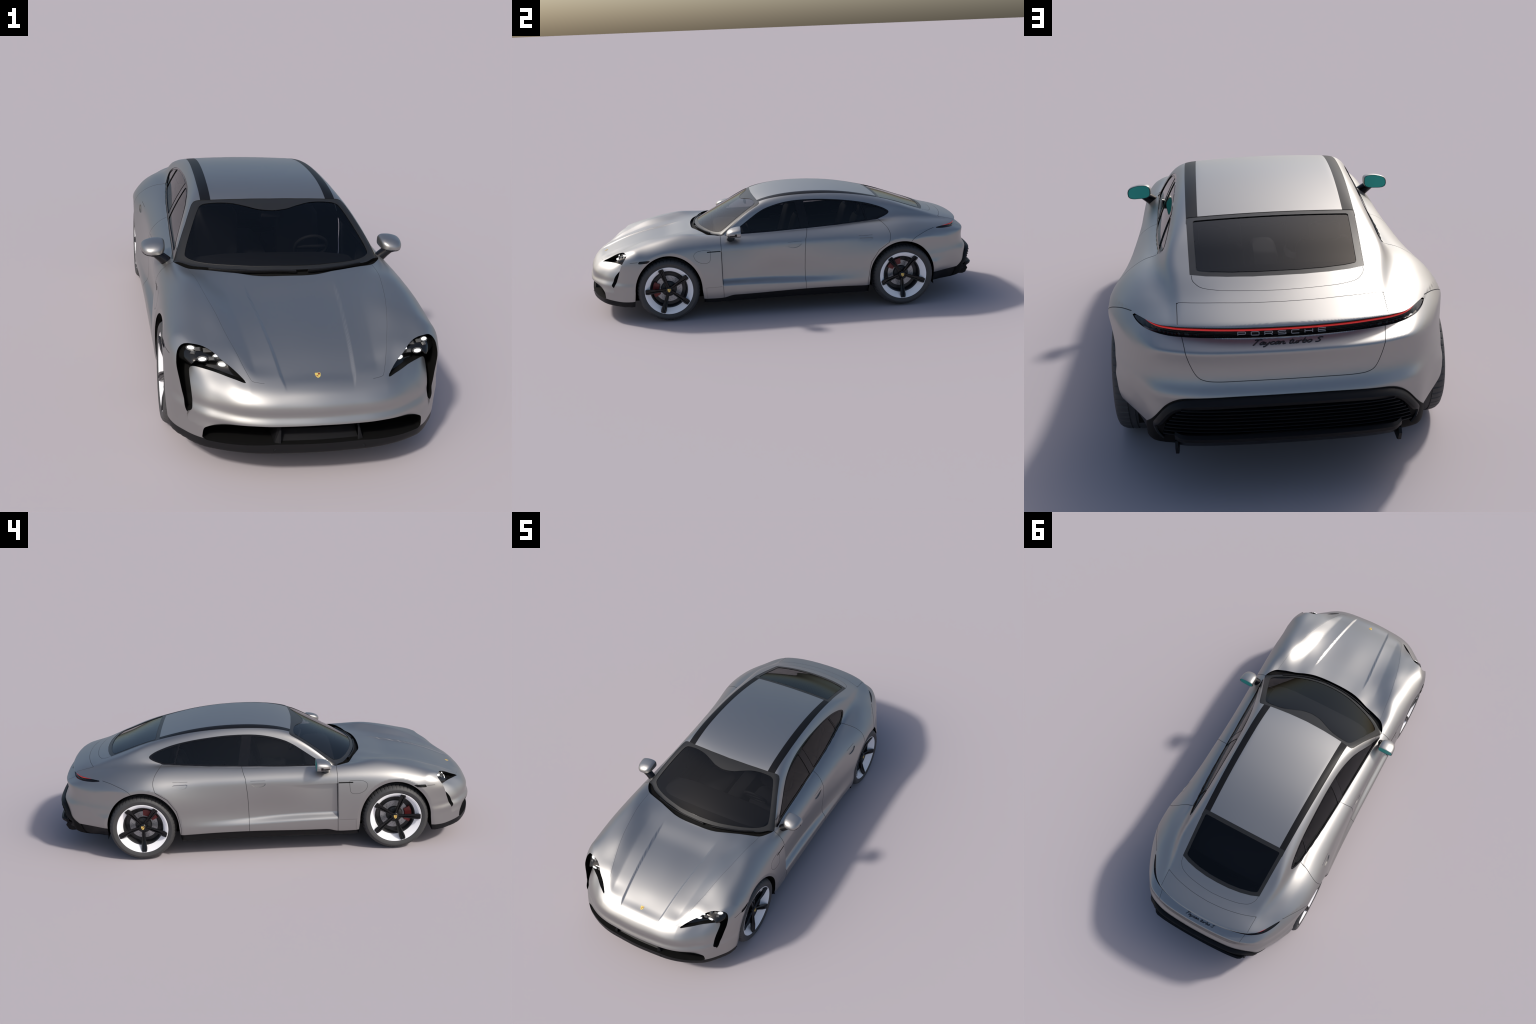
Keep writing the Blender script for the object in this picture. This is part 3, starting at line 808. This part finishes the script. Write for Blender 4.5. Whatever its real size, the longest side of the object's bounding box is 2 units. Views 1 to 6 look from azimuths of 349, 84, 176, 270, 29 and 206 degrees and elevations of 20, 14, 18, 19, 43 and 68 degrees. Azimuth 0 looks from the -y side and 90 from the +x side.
def crest(name, parent, size, place):
    """small shield: gold field, red and black bars in two quarters, dark horse spot; place maps (u, v, lift) to a point"""
    o = bpy.data.objects.new(name, None); link(o, parent)
    outline = sampled([(-.5, .5), (-.2, .53), (.2, .53), (.5, .5), (.47, .0), (.33, -.38), (0, -.62), (-.33, -.38), (-.47, 0)], True, 4)
    def slab(pts, lift0, lift1, nm, mat):
        n = len(pts)
        V = [place(u * size, v * size, lift0) for u, v in pts] + [place(u * size, v * size, lift1) for u, v in pts]
        F = [tuple(range(n, 2 * n))] + [(i, (i + 1) % n, n + (i + 1) % n, n + i) for i in range(n)]
        smooth_by_angle(mesh_object(nm, V, F, mat, None, o), 30)
    slab(outline, -.002, .0010, 'shield', 'gold')
    for s, (x0, x1, y0) in enumerate(((.04, .40, .42), (-.38, -.04, -.10))):
        for k in range(4):
            y = y0 - .085 * k
            if s == 1: x0b, x1b = x0 + .09 * k, x1
            else: x0b, x1b = x0, x1
            slab([(x0b, y), (x1b, y), (x1b, y - .06), (x0b, y - .06)], .0008, .0014, 'crest_bar', 'crest_red' if k % 2 == 0 else 'crest_black')
    slab([(-.10, .10), (.08, .12), (.11, -.10), (0, -.2), (-.11, -.08)], .0008, .0016, 'crest_shield', 'gold')
    slab([(-.03, .06), (.04, .07), (.05, -.04), (0, -.12), (-.05, -.03)], .0012, .0020, 'crest_figure', 'crest_black')
    return o

def build_wheel(axle, side, rear):
    w = bpy.data.objects.new('wheel', None); link(w)
    half = .060 if rear else .053
    brake = .000 if rear else .008      # how far the brake sits out
    sx = -.003 if rear else .007         # spokes
    outer = .414 if rear else .401      # outer face of the tyre
    R = .156
    # local frame: +x points outward, origin on the axle at the outer face
    prof = [(.117, -.012), (.121, -.004), (.128, -.0005), (.137, 0), (.145, -.004), (.1505, -.011), (.1535, -.019), (.1550, -.027),
            (.1557, -.034), (.1537, -.0345), (.1537, -.0385), (.1558, -.039), (.156, -.05), (.154, -.0505), (.154, -.0545), (.156, -.055), (.156, -.066), (.1558, -half * 2 + .04),
            (.1535, -half * 2 + .02), (.1505, -half * 2 + .011), (.137, -half * 2), (.118, -half * 2 + .012)]
    def wob(j, k):
        return -.0022 if (5 <= j <= 8 and k % 7 == 0) else 0
    parts = []
    parts.append(lathe(prof, 364, 'tyre', 'rubber', w, wob, 28))
    parts.append(lathe([(.1185, -.012), (.1197, -.008), (.1190, -.0045), (.1175, -.0040), (.1160, -.0050)], 128, 'rim_lip', 'ring', w))
    ring = lathe([(.1160, -.0050), (.110, -.012), (.103, -.022), (.0965, -.031), (.0940, -.0345)], 128, 'rim_ring', 'ring', w, None, 60)
    # the polished band is dished only slightly as light sees it
    soft = []
    for v in ring.data.vertices:
        r = math.hypot(v.co.y, v.co.z); q = Vector((1, -.25 * v.co.y / r, -.25 * v.co.z / r)); soft.append(tuple(q.normalized()))
    ring.data.normals_split_custom_set_from_vertices(soft)
    parts.append(lathe([(.0940, -.0345), (.0925, -.0335), (.089, -.035), (.0865, -.040), (.0855, -.052), (.0835, -.066 + brake), (.066, -.068 + brake), (.03, -.072 + brake)], 96, 'rim_barrel', 'barrel', w))
    parts.append(lathe([(r, x + brake) for r, x in ((.028, -.058), (.038, -.057), (.040, -.062), (.066, -.062), (.066, -.069), (.04, -.069))], 96, 'brake_disc', 'disc', w))
    parts.append(lathe([(r, x + brake) for r, x in ((.0, -.046), (.026, -.047), (.036, -.052), (.0395, -.0605))], 64, 'brake_hub', 'disc_hub', w))
    # flat black dots on the disc face, standing for its drilled holes
    V = []; F = []
    for k in range(54):
        a = 2 * math.pi * k / 54; r = (.0465, .0525, .0585)[k % 3]
        c = (r * math.cos(a), r * math.sin(a)); n = len(V)
        for t in range(8):
            V.append((-.0616 + brake, c[0] + .0013 * math.cos(t * math.pi / 4), c[1] + .0013 * math.sin(t * math.pi / 4)))
        F.append(tuple(range(n, n + 8)))
    h = mesh_object('disc_black_dot', V, F, 'matte_black', None, w); h['kind'] = 'stuff'
    # caliper: curved block round part of the disc
    base = math.radians(122 if rear else 180)
    sec = []
    for t in np.linspace(-.52, .52, 13):
        e = 1 - .35 * (abs(t) / .52)**4
        a = base + t
        pts = [(.046 + .004 * (1 - e), -.056), (.050, -.0485 - .004 * (1 - e)), (.070, -.0465 - .004 * (1 - e)), (.0795 - .004 * (1 - e), -.050), (.0805, -.072), (.046, -.072)]
        sec.append([(x + brake * .6, r * math.cos(a), r * math.sin(a)) for r, x in pts])
    V, F = box_loft(sec)
    smooth_by_angle(mesh_object('brake_caliper', V, F, 'caliper', None, w), 40)
    # five spokes, each a pair of blades with a groove between them
    start = math.radians(54 if rear else 36)
    sp = []
    for r, wd, x in ((.010, .0085, -.024), (.030, .0080, -.0235), (.055, .0092, -.018), (.080, .0118, -.0120), (.100, .0140, -.0065), (.1110, .0128, -.0025), (.1155, .0105, -.0018)):
        g = .38 * wd if r > .02 else .3 * wd
        dp = .008 * min(1, r / .05) * (1 if r < .09 else .45 if r < .113 else .1)
        th = .016 if r < .1 else .012
        x = x + sx * (1 if r < .08 else max(0, (.118 - r) / .038))
        sp.append([(x - th, r, wd * .75), (x - .003, r, wd), (x, r, wd * .82), (x - .0004, r, g), (x - dp, r, g * .55), (x - dp, r, -g * .55), (x - .0004, r, -g), (x, r, -wd * .82), (x - .003, r, -wd), (x - th, r, -wd * .75)])
    V0, F0 = box_loft(sp)
    for k in range(5):
        smooth_by_angle(mesh_object('spoke', tilt(V0, start + k * 2 * math.pi / 5), F0, 'rim_black', None, w), 32)
        # dark blade root between ring segments
    parts.append(lathe([(r, x + min(sx, 0)) for r, x in ((.0, -.0135), (.0125, -.0135), (.0155, -.0150), (.018, -.0195), (.019, -.030), (.010, -.05))], 48, 'wheel_hub', 'rim_black', w))
    bolts = []
    V = []; F = []
    for k in range(5):
        a = start + math.pi / 5 + k * 2 * math.pi / 5; c = (.0255 * math.cos(a), .0255 * math.sin(a)); n = len(V)
        for t in range(6):
            V.append((-.040 + brake * .7, c[0] + .0035 * math.cos(t * math.pi / 3), c[1] + .0035 * math.sin(t * math.pi / 3)))
        for t in range(6): V.append((-.050 + brake * .7, V[n + t][1], V[n + t][2]))
        F.append(tuple(range(n, n + 6)))
        for t in range(6): F.append((n + t, n + 6 + t, n + 6 + (t + 1) % 6, n + (t + 1) % 6))
    mesh_object('wheel_bolt', V, F, 'barrel', None, w, smooth=False)
    crest('wheel_crest', w, .0145, lambda u, v, l: (-.0135 + min(sx, 0) + l, -u if side < 0 else u, v))
    w.location = (outer * side, axle, R)
    if side < 0: w.scale = (-1, 1, 1)
    return w

# ----------------------------------------------------------------- door mirrors
def build_mirrors():
    stations = [(-0.2405, 0.4005, 0.4310, 0.0355, 0.0211), (-0.2368, 0.4005, 0.4312, 0.0378, 0.0225), (-0.2415, 0.4005, 0.4312, 0.0390, 0.0232), (-0.2520, 0.4005, 0.4308, 0.0390, 0.0231), (-0.2660, 0.4000, 0.4298, 0.0380, 0.0220),
                (-0.2800, 0.3990, 0.4285, 0.0355, 0.0201), (-0.2920, 0.3980, 0.4265, 0.0305, 0.0167), (-0.3005, 0.3975, 0.4245, 0.0225, 0.0123), (-0.3050, 0.3970, 0.4235, 0.0130, 0.0070), (-0.3062, 0.3970, 0.4230, 0.0050, 0.0026)]
    fine = [stations[0], stations[1]] + [tuple(q) for q in sampled(stations[1:], False, 4)[1:]]
    for s in (1, -1):
        o = bpy.data.objects.new('door_mirror', None); link(o)
        def section(y, cx, cz, a, b, n=64, p=3.3):
            out = []
            for k in range(n):
                t = 2 * math.pi * k / n
                c, q = math.cos(t), math.sin(t)
                x = a * math.copysign(abs(c)**(2 / p), c); z = b * math.copysign(abs(q)**(2 / p), q)
                # top falls away outward and forward, bottom stays level
                z2 = z - (.16 * max(x, 0) * (1 if z > 0 else .1)) - .04 * x
                out.append((s * (cx + x), y - .05 * x, cz + z2))
            return out
        V, F = box_loft([section(*q) for q in fine])
        V = np.array(V)
        if s > 0: F = mirror_faces(F)
        # black blade let into the front corner of the housing
        cen = np.array([V[list(f)].mean(0) for f in F])
        lo, hi = .4130 + .10 * (cen[:, 1] + .29), .4235 + .25 * (cen[:, 1] + .275)
        blade = (cen[:, 1] < -.258) & (cen[:, 2] > lo) & (cen[:, 2] < hi) & (np.abs(cen[:, 0]) > .37)
        smooth_by_angle(mesh_object('mirror_housing', V, [f for f, k in zip(F, blade) if not k], 'paint', None, o), 50)
        smooth_by_angle(mesh_object('mirror_blade', V, [f for f, k in zip(F, blade) if k], 'gloss_black', None, o), 50)
        V, F = box_loft([section(-.2380, .4005, .4310, .0355, .0211), section(-.2400, .4005, .4310, .0355, .0211)])
        if s > 0: F = mirror_faces(F)
        smooth_by_angle(mesh_object('mirror_glass', V, F, 'mirror', None, o), 40)
        # stalk and dark underside
        st = []
        for x, z, wy, wz, yc in ((.337, .374, .020, .0165, -.288), (.350, .383, .0200, .0165, -.287), (.366, .395, .0195, .0160, -.284), (.380, .406, .0200, .0145, -.281), (.394, .4140, .022, .0110, -.279), (.412, .4150, .020, .0085, -.277), (.426, .4155, .012, .005, -.275)):
            st.append([(s * (x - .5 * wz * math.sin(t)), yc + wy * math.cos(t), z + wz * math.sin(t)) for t in np.linspace(0, 2 * math.pi, 20, endpoint=False)])
        V, F = box_loft(st)
        if s < 0: F = mirror_faces(F)
        smooth_by_angle(mesh_object('mirror_stalk', V, F, 'gloss_black', None, o), 50)

def main():
    global ROOT
    make_materials()
    ROOT = bpy.data.objects.new('silver_sports_car', None)
    bpy.context.scene.collection.objects.link(ROOT)
    ROOT['label'] = 'low silver four-door sports car with black five-spoke wheels'
    ROOT['category'] = 'sports car'
    build_body()
    for axle, rear in ((FRONT_AXLE, False), (REAR_AXLE, True)):
        for side in (1, -1): build_wheel(axle, side, rear)
    build_mirrors()
    for f in EXTRA: f()

EXTRA = []

# ----------------------------------------------------------------- details
def surface_point(p, n):
    """walk from an outside guess p along -n to the body surface; returns point and outward normal"""
    p = np.array(p, float); n = np.array(n, float); n /= np.linalg.norm(n)
    o = p - n * .06
    q = o + n * cast(np.array([o]) * [1, 1, 1], np.array([n]), .15)[0] if p[0] >= 0 else None
    return q, gradient(np.array([q]))[0]

def ribbon(points, normals, width, height, name, mat, parent, sink=.001, taper=None):
    """flat raised strip along a path lying on a surface"""
    P = np.array(points, float); N = np.array(normals, float)
    T = np.gradient(P, axis=0); T /= np.linalg.norm(T, axis=1, keepdims=True)
    S = np.cross(T, N); S /= np.linalg.norm(S, axis=1, keepdims=True)
    sec = []
    for i in range(len(P)):
        w = width * (taper(i / (len(P) - 1)) if taper else 1) / 2
        sec.append([P[i] + S[i] * w - N[i] * sink, P[i] + S[i] * w + N[i] * height * .6, P[i] + S[i] * w * .7 + N[i] * height,
                    P[i] - S[i] * w * .7 + N[i] * height, P[i] - S[i] * w + N[i] * height * .6, P[i] - S[i] * w - N[i] * sink])
    V, F = box_loft(sec)
    F = mirror_faces(F)
    return smooth_by_angle(mesh_object(name, V, F, mat, None, parent), 40)

# letters as pen strokes in a unit box (x right, y up)
BLOCK = {
    'P': [[(0, 0), (0, 1), (.88, 1), (1, .9), (1, .45), (.88, .36), (0, .36)]],
    'O': [[(.1, 0), (.9, 0), (1, .12), (1, .88), (.9, 1), (.1, 1), (0, .88), (0, .12), (.1, 0)]],
    'R': [[(0, 0), (0, 1), (.88, 1), (1, .9), (1, .5), (.88, .4), (0, .4)], [(.7, .4), (1, 0)]],
    'S': [[(1, 1), (.1, 1), (0, .9), (0, .62), (.1, .52), (.9, .52), (1, .42), (1, .1), (.9, 0), (0, 0)]],
    'C': [[(1, 1), (.1, 1), (0, .88), (0, .12), (.1, 0), (1, 0)]],
    'H': [[(0, 0), (0, 1)], [(1, 0), (1, 1)], [(0, .5), (1, .5)]],
    'E': [[(1, 1), (0, 1), (0, 0), (1, 0)], [(0, .5), (.95, .5)]]}
SCRIPT = {
    'T': (1.0, [[(.0, 1.35), (.15, 1.5), (.6, 1.52), (1.15, 1.6)], [(.62, 1.5), (.35, .7), (.1, .0), (.0, .02)]]),
    'a': (.85, [[(.72, .72), (.4, .8), (.08, .4), (.15, .05), (.45, .15), (.75, .75)], [(.75, .75), (.62, .2), (.75, .02), (.95, .2)]]),
    'y': (.85, [[(.1, .75), (.05, .3), (.25, .1), (.55, .3), (.75, .75)], [(.75, .75), (.5, .0), (.15, -.55), (-.1, -.6)]]),
    'c': (.75, [[(.7, .68), (.4, .8), (.08, .45), (.15, .08), (.45, .02), (.8, .25)]]),
    'n': (.9, [[(.1, .75), (.05, .0)], [(.08, .4), (.4, .75), (.6, .65), (.52, .1), (.7, .02), (.95, .2)]]),
    't': (.6, [[(.45, 1.3), (.2, .4), (.2, .05), (.4, .02), (.65, .2)], [(.0, .85), (.75, .95)]]),
    'u': (.9, [[(.1, .75), (.05, .25), (.2, .03), (.5, .2), (.7, .75)], [(.7, .75), (.6, .15), (.72, .02), (.95, .2)]]),
    'r': (.7, [[(.1, .75), (.05, .0)], [(.08, .4), (.35, .75), (.65, .7)]]),
    'b': (.8, [[(.3, 1.45), (.08, .4), (.15, .05), (.45, .05), (.7, .4), (.6, .7), (.3, .65), (.1, .35)]]),
    'o': (.85, [[(.4, .78), (.1, .5), (.12, .1), (.4, .02), (.7, .35), (.65, .7), (.4, .78)]]),
    ' ': (.55, []),
    'S': (1.0, [[(1.05, 1.25), (.6, 1.35), (.25, 1.1), (.5, .75), (.72, .4), (.45, .05), (-.05, .08)]])}

def add_lettering():
    o = bpy.data.objects.new('tail_lettering', None); link(o, BODY)
    bar = lambda x, z: np.array([x, surface_y(x, z), z])
    letter_w, letter_h, pitch = .0172, .0090, .0296
    word = 'PORSCHE'
    for i, ch in enumerate(word):
        x0 = .006 + (len(word) - 1) * pitch / 2 + letter_w / 2 - i * pitch
        for st in BLOCK[ch]:
            pts = []
            for a, b in zip(st[:-1], st[1:]):
                for t in (0, .5): pts.append((a[0] + (b[0] - a[0]) * t, a[1] + (b[1] - a[1]) * t))
            pts.append(st[-1]); pts = np.array(pts)
            X, Z = x0 - pts[:, 0] * letter_w, .3684 + pts[:, 1] * letter_h
            P = np.c_[X, surface_y(X, Z) - .009, Z]
            ribbon(P, [(0, 1, 0)] * len(P), .0018, .0012, 'letter', 'letter_grey', o)
    # script on the ledge below the bar
    size = .150 / sum(SCRIPT[c][0] for c in 'Taycan turbo S')
    x = .0715
    for c in 'Taycan turbo S':
        adv, strokes = SCRIPT[c]
        for st in strokes:
            pts = sampled(st, False, 4)
            X, Z = x - (pts[:, 0] + .28 * pts[:, 1]) * size, .3550 + pts[:, 1] * .0040
            P = np.c_[X, surface_y(X, Z), Z]
            ribbon(P, gradient(P), .0032, .0010, 'letter', 'letter_black', o)
        x -= adv * size

def add_tail_light():
    xs = np.linspace(-.313, .313, 121)
    Z = .3824 - .0030 * smooth_step(.16, .315, np.abs(xs))
    P = np.c_[xs, surface_y(xs, Z, .5) - .009, Z]
    ribbon(P, [(0, 1, 0)] * len(P), .0042, .0026, 'tail_light', 'red_light', BODY, taper=lambda t: 1 - .75 * abs(2 * t - 1)**10)
    # fine ribs of the lamp below the red line
    for z in (.3700, .3735, .3770):
        X = np.linspace(-.285, .285, 81); P = np.c_[X, surface_y(X, z, .5) - .0095, np.full(81, z)]
        ribbon(P, [(0, 1, 0)] * len(P), .0011, .0008, 'lamp_rib', 'gloss_black', BODY)

def add_diffuser():
    d = bpy.data.objects.new('diffuser_assembly', None); link(d, BODY)
    plan = lambda x: float(TAIL_PLAN(abs(x)))
    # frame: follows the opening, proud of the bumper
    half = sampled([(0, .251), (.09, .2502), (.16, .248), (.205, .2452), (.235, .240), (.258, .2295), (.277, .212), (.296, .187), (.306, .168), (.300, .150), (.285, .135)], False, 6)
    full = np.concatenate([half[:0:-1] * [-1, 1], half])
    T = np.gradient(full, axis=0); T /= np.linalg.norm(T, axis=1, keepdims=True)
    sec = []; Y = surface_y(full[:, 0], np.maximum(full[:, 1], .165))
    for (x, z), (tx, tz), y0 in zip(full, T, Y):
        nx, nz = tz, -tx           # towards the inside of the opening
        if nx * x > 0 and abs(x) > .2: nx, nz = -abs(nx) * np.sign(x), nz
        s = float(smooth_step(.135, .20, z))
        w = .021 * (.45 + .55 * s); pr = .010 + .012 * s
        f = lambda k, y: (x + nx * k, y, z + nz * k)
        sec.append([f(-.001, y0 - .02), f(-.0005, y0 - .001), f(.004, y0 + pr * .75), f(w * .5, y0 + pr), f(w * .85, y0 + pr * .9), f(w, y0 + pr * .4), f(w, y0 - .05)])
    V, F = box_loft(sec)
    ob = mesh_object('diffuser_frame', V, F, 'satin_black', None, d); smooth_by_angle(ob, 40)
    # horizontal slats
    for k, z in enumerate(np.linspace(.155, .224, 8)):
        xm = float(np.interp(z, [.15, .18, .205, .222, .236], [.288, .280, .262, .247, .21])) - .006
        sec = []
        for x in np.linspace(-xm, xm, 33):
            y = float(TAIL_BUMPER(z)) + plan(x) * .75 + .020
            sec.append([(x, y - .03, z + .0016), (x, y, z + .0010), (x, y + .001, z), (x, y, z - .0014), (x, y - .03, z - .0016)])
        V, F = box_loft(sec); smooth_by_angle(mesh_object('diffuser_slat', V, F, 'satin_black', None, d), 40)
    # lower block with a wedge section and end fins
    sec = []
    for x in np.linspace(-.254, .254, 41):
        c = plan(x) * .55
        prof = [(.885, .138), (.945, .150), (.987, .1645), (.9975, .1595), (.9955, .151), (.972, .1345), (.945, .116), (.90, .108), (.86, .104)]
        e = 1 - .25 * float(smooth_step(.235, .254, abs(x)))
        sec.append([(x, .90 + (y + c - .90) * e if y > .9 else y, z) for y, z in prof])
    V, F = box_loft(sec); smooth_by_angle(mesh_object('diffuser_blade', V, F, 'satin_black', None, d), 35)
    for s in (1, -1):
        pts = [(.905, .135), (.955, .142), (.962, .130), (.950, .108), (.935, .102), (.90, .103)]
        A = [(s * .2545, y, z) for y, z in pts]; B = [(s * .2475, y, z) for y, z in pts]
        n = len(pts)
        F = [tuple(range(n)), tuple(reversed(range(n, 2 * n)))] + [(i, n + i, n + (i + 1) % n, (i + 1) % n) for i in range(n)]
        mesh_object('diffuser_fin', A + B, F if s > 0 else mirror_faces(F), 'satin_black', None, d, smooth=False)
    # step in the middle of the blade
    V, F = box_loft([[(x, y, z) for y, z in ((.93, .151), (.975, .1635), (.985, .1655), (.985, .160), (.93, .145))] for x in np.linspace(-.085, .085, 5)])
    smooth_by_angle(mesh_object('diffuser_step', V, F, 'matte_black', None, d), 35)

def add_intake():
    o = bpy.data.objects.new('intake_assembly', None); link(o, BODY)
    # sloping middle panel
    sec = []
    for x in np.linspace(-.118, .118, 13):
        c = float(NOSE_PLAN(abs(x))) * .8
        sec.append([(x, -.9935 + c, .106), (x, -.9935 + c, .1110), (x * .93, -.972 + c, .128), (x * .90, -.948 + c, .148), (x * .90, -.91 + c, .150), (x, -.91, .106)])
    V, F = box_loft(sec); smooth_by_angle(mesh_object('intake_panel', V, F, 'satin_black', None, o), 30)
    # upright strakes
    for s in (1, -1):
        sec = []
        for y, xb, xt, zb, zt in ((-.990, .1265, .1090, .108, .122), (-.980, .1265, .1085, .108, .160), (-.962, .127, .108, .108, .180), (-.89, .128, .108, .108, .180)):
            sec.append([(s * (xb - .0022), y, zb), (s * (xb + .0022), y, zb), (s * (xt + .0022), y + .006, zt), (s * (xt - .0022), y + .006, zt)])
        V, F = box_loft(sec); 
        mesh_object('intake_strake', V, F if s < 0 else mirror_faces(F), 'satin_black', None, o, smooth=False)
    # grille bars in the middle
    for z in np.linspace(.156, .178, 5):
        V, F = box_loft([[(x, -.932, z + .0012), (x, -.938, z), (x, -.932, z - .0012), (x, -.92, z)] for x in (-.10, -.05, 0, .05, .10)])
        mesh_object('grille_bar', V, F, 'satin_black', None, o, smooth=False)
    # round sensors
    for x in (.028, -.034):
        ob = lathe([(0, .004), (.006, .004), (.0085, .002), (.009, -.01)], 32, 'sensor', 'gloss_black', o)
        ob.rotation_euler = (0, 0, -math.pi / 2); ob.location = (x, -.955, .171)

def lamp_point(p):
    y = -.70 - cast(np.array([[p[0], -.70, p[2]]]), np.array([[0, -1., 0]]), .4)[0]
    f = lambda x, z: (lambda q: q + lamp_cover(q))(np.array([[x, -.70 - cast(np.array([[x, -.70, z]]), np.array([[0, -1., 0]]), .4)[0], z]]))[0]
    q, a, b = f(p[0], p[2]), f(p[0] + .002, p[2]), f(p[0], p[2] + .002)
    N = np.cross(b - q, a - q); N /= np.linalg.norm(N)
    return q, N if N[1] < 0 else -N

def add_headlights():
    for s in (1, -1):
        o = bpy.data.objects.new('lamp_unit', None); link(o, BODY)
        def spot(p, n, ru, rv, dep, name, mat, lift):
            q, N = lamp_point(p)
            up = np.array([0, 0, 1.0]); U = np.cross(up, N); U /= np.linalg.norm(U); W = np.cross(N, U)
            q = q - N * dep; V = []; F = []
            rings = ((1.0, 0), (.85, lift * .6), (.5, lift * .9), (.0, lift))
            seg = 24
            for r, h in rings:
                for k in range(seg):
                    a = 2 * math.pi * k / seg
                    V.append((q + U * ru * r * math.cos(a) + W * rv * r * math.sin(a) + N * h) * [s, 1, 1])
            for i in range(len(rings) - 1):
                for k in range(seg): F.append((i * seg + k, i * seg + (k + 1) % seg, (i + 1) * seg + (k + 1) % seg, (i + 1) * seg + k))
            smooth_by_angle(mesh_object(name, V, F if s > 0 else mirror_faces(F), mat, None, o), 60)
        nrm = (.45, -.75, .45)
        for p in ((.336, 0, .3350), (.308, 0, .3170), (.254, 0, .3015), (.2705, 0, .3215)):
            small = .7 if p[0] == .2705 else 1
            spot(p, nrm, .0105 * small, .0052 * small, -.0035, 'daytime_lamp', 'led', .0022)
            spot(p, nrm, .0150 * small, .0090 * small, -.0018, 'lamp_bezel', 'lamp_grey', .0012)
        # reflector blocks
        for p, w, h in (((.318, 0, .334), .008, .0060), ((.292, 0, .332), .012, .0075), ((.332, 0, .328), .007, .0050), ((.282, 0, .3165), .009, .0055), ((.262, 0, .3185), .007, .005)):
            q, N = lamp_point(p)
            U = np.cross((0, 0, 1.0), N); U /= np.linalg.norm(U); W = np.cross(N, U); q = q + N * .001
            A = [q + U * w * a + W * h * b for a, b in ((-1, -1), (1, -1), (1, 1), (-1, 1))]
            B = [q + U * w * a * .6 + W * h * b * .6 + N * .004 for a, b in ((-1, -1), (1, -1), (1, 1), (-1, 1))]
            V, F = box_loft([A, B])
            mesh_object('lamp_reflector', np.array(V) * [s, 1, 1], F if s > 0 else mirror_faces(F), 'lamp_grey', None, o, smooth=False)

def add_hood_crest():
    q = np.array([0, -.916, float(deck(np.array([0.]), np.array([-.916]))[0])])
    N = gradient(np.array([q]))[0]; N[0] = 0; N /= np.linalg.norm(N)
    back = np.array([0, N[2], -N[1]]); back /= np.linalg.norm(back)
    q = q - N * float(body(q[:1], q[1:2], q[2:3])[0])
    crest('hood_crest', BODY, .0150, lambda u, v, l: tuple(q + np.array([u, 0, 0]) + back * v + N * l))

def add_wipers():
    for pts in ([(-.235, -.408), (-.16, -.434), (-.08, -.449), (.035, -.456)], [(.075, -.452), (.13, -.440), (.20, -.416), (.262, -.388)]):
        P = []; N = []
        for x, y in sampled(pts, False, 6):
            q, n = surface_point((abs(x), y, .43), (0, -.3, 1))
            sgn = 1 if x >= 0 else -1
            P.append(q * [sgn, 1, 1] - n * [sgn, 1, 1] * .002); N.append(n * [sgn, 1, 1])
        ribbon(P, N, .0065, .0045, 'wiper', 'satin_black', BODY, sink=.004)

def rounded_box(cx, cy, cz, wx, wy, wz, name, mat, parent, lean=0.0, r=.25):
    V = []; F = []
    for i, (sz, k) in enumerate(((-1, .8), (-.8, 1), (.7, .96), (1, .75))):
        for t in np.linspace(0, 2 * math.pi, 20, endpoint=False):
            c, q = math.cos(t), math.sin(t)
            x = wx * k * math.copysign(abs(c)**.45, c); y = wy * k * math.copysign(abs(q)**.45, q)
            V.append((cx + x, cy + y + lean * sz * wz, cz + sz * wz))
    secs = [V[i * 20:(i + 1) * 20] for i in range(4)]
    V, F = box_loft(secs)
    return smooth_by_angle(mesh_object(name, V, F, mat, None, parent), 50)

def add_cabin():
    o = bpy.data.objects.new('cabin', None); link(o)
    for x in (.15, -.15):
        for y, h in ((.02, .085), (.34, .075)):
            rounded_box(x, y - .06, .235, .085, .085, .035, 'seat_cushion', 'seat', o)
            rounded_box(x, y + .045, .235 + h + .05, .082, .028, h, 'seat_back', 'seat', o, lean=.30)
            rounded_box(x, y + .045 + .30 * h + .012, .235 + 2 * h + .072, .042, .018, .024, 'headrest', 'seat', o, lean=.2)
    rounded_box(0, .1, .24, .045, .28, .05, 'centre_console', 'interior', o)
    rounded_box(0, -.27, .350, .285, .075, .035, 'dashboard', 'interior', o)
    rounded_box(0, .1, .17, .32, .5, .02, 'cabin_floor', 'interior', o)
    rounded_box(0, .56, .36, .26, .10, .03, 'parcel_shelf', 'interior', o)
    # steering wheel
    ring = []; c = np.array([.15, -.165, .385]); ax = np.array([0, .86, .5]); U = np.array([1, 0, 0]); W = np.cross(ax, U)
    for a in np.linspace(0, 2 * math.pi, 40, endpoint=False):
        e = U * math.cos(a) + W * math.sin(a)
        ring.append([c + e * (.056 + .006 * math.cos(b)) + ax * .006 * math.sin(b) for b in np.linspace(0, 2 * math.pi, 8, endpoint=False)])
    ring.append(ring[0]); V, F = box_loft(ring)
    smooth_by_angle(mesh_object('steering_wheel', V, F[:-2], 'interior', None, o), 60)
    V, F = box_loft([[c + U * sx + W * w + ax * d for w, d in ((-.008, -.004), (.008, -.004), (.008, .004), (-.008, .004))] for sx in (-.055, -.02, .02, .055)])
    mesh_object('steering_spoke', V, F, 'interior', None, o)
    # inner mirror below the roof
    rounded_box(0, -.175, .508, .032, .006, .009, 'inner_mirror', 'interior', o)

EXTRA += [add_lettering, add_tail_light, add_diffuser, add_intake, add_headlights, add_hood_crest, add_wipers, add_cabin]
main()
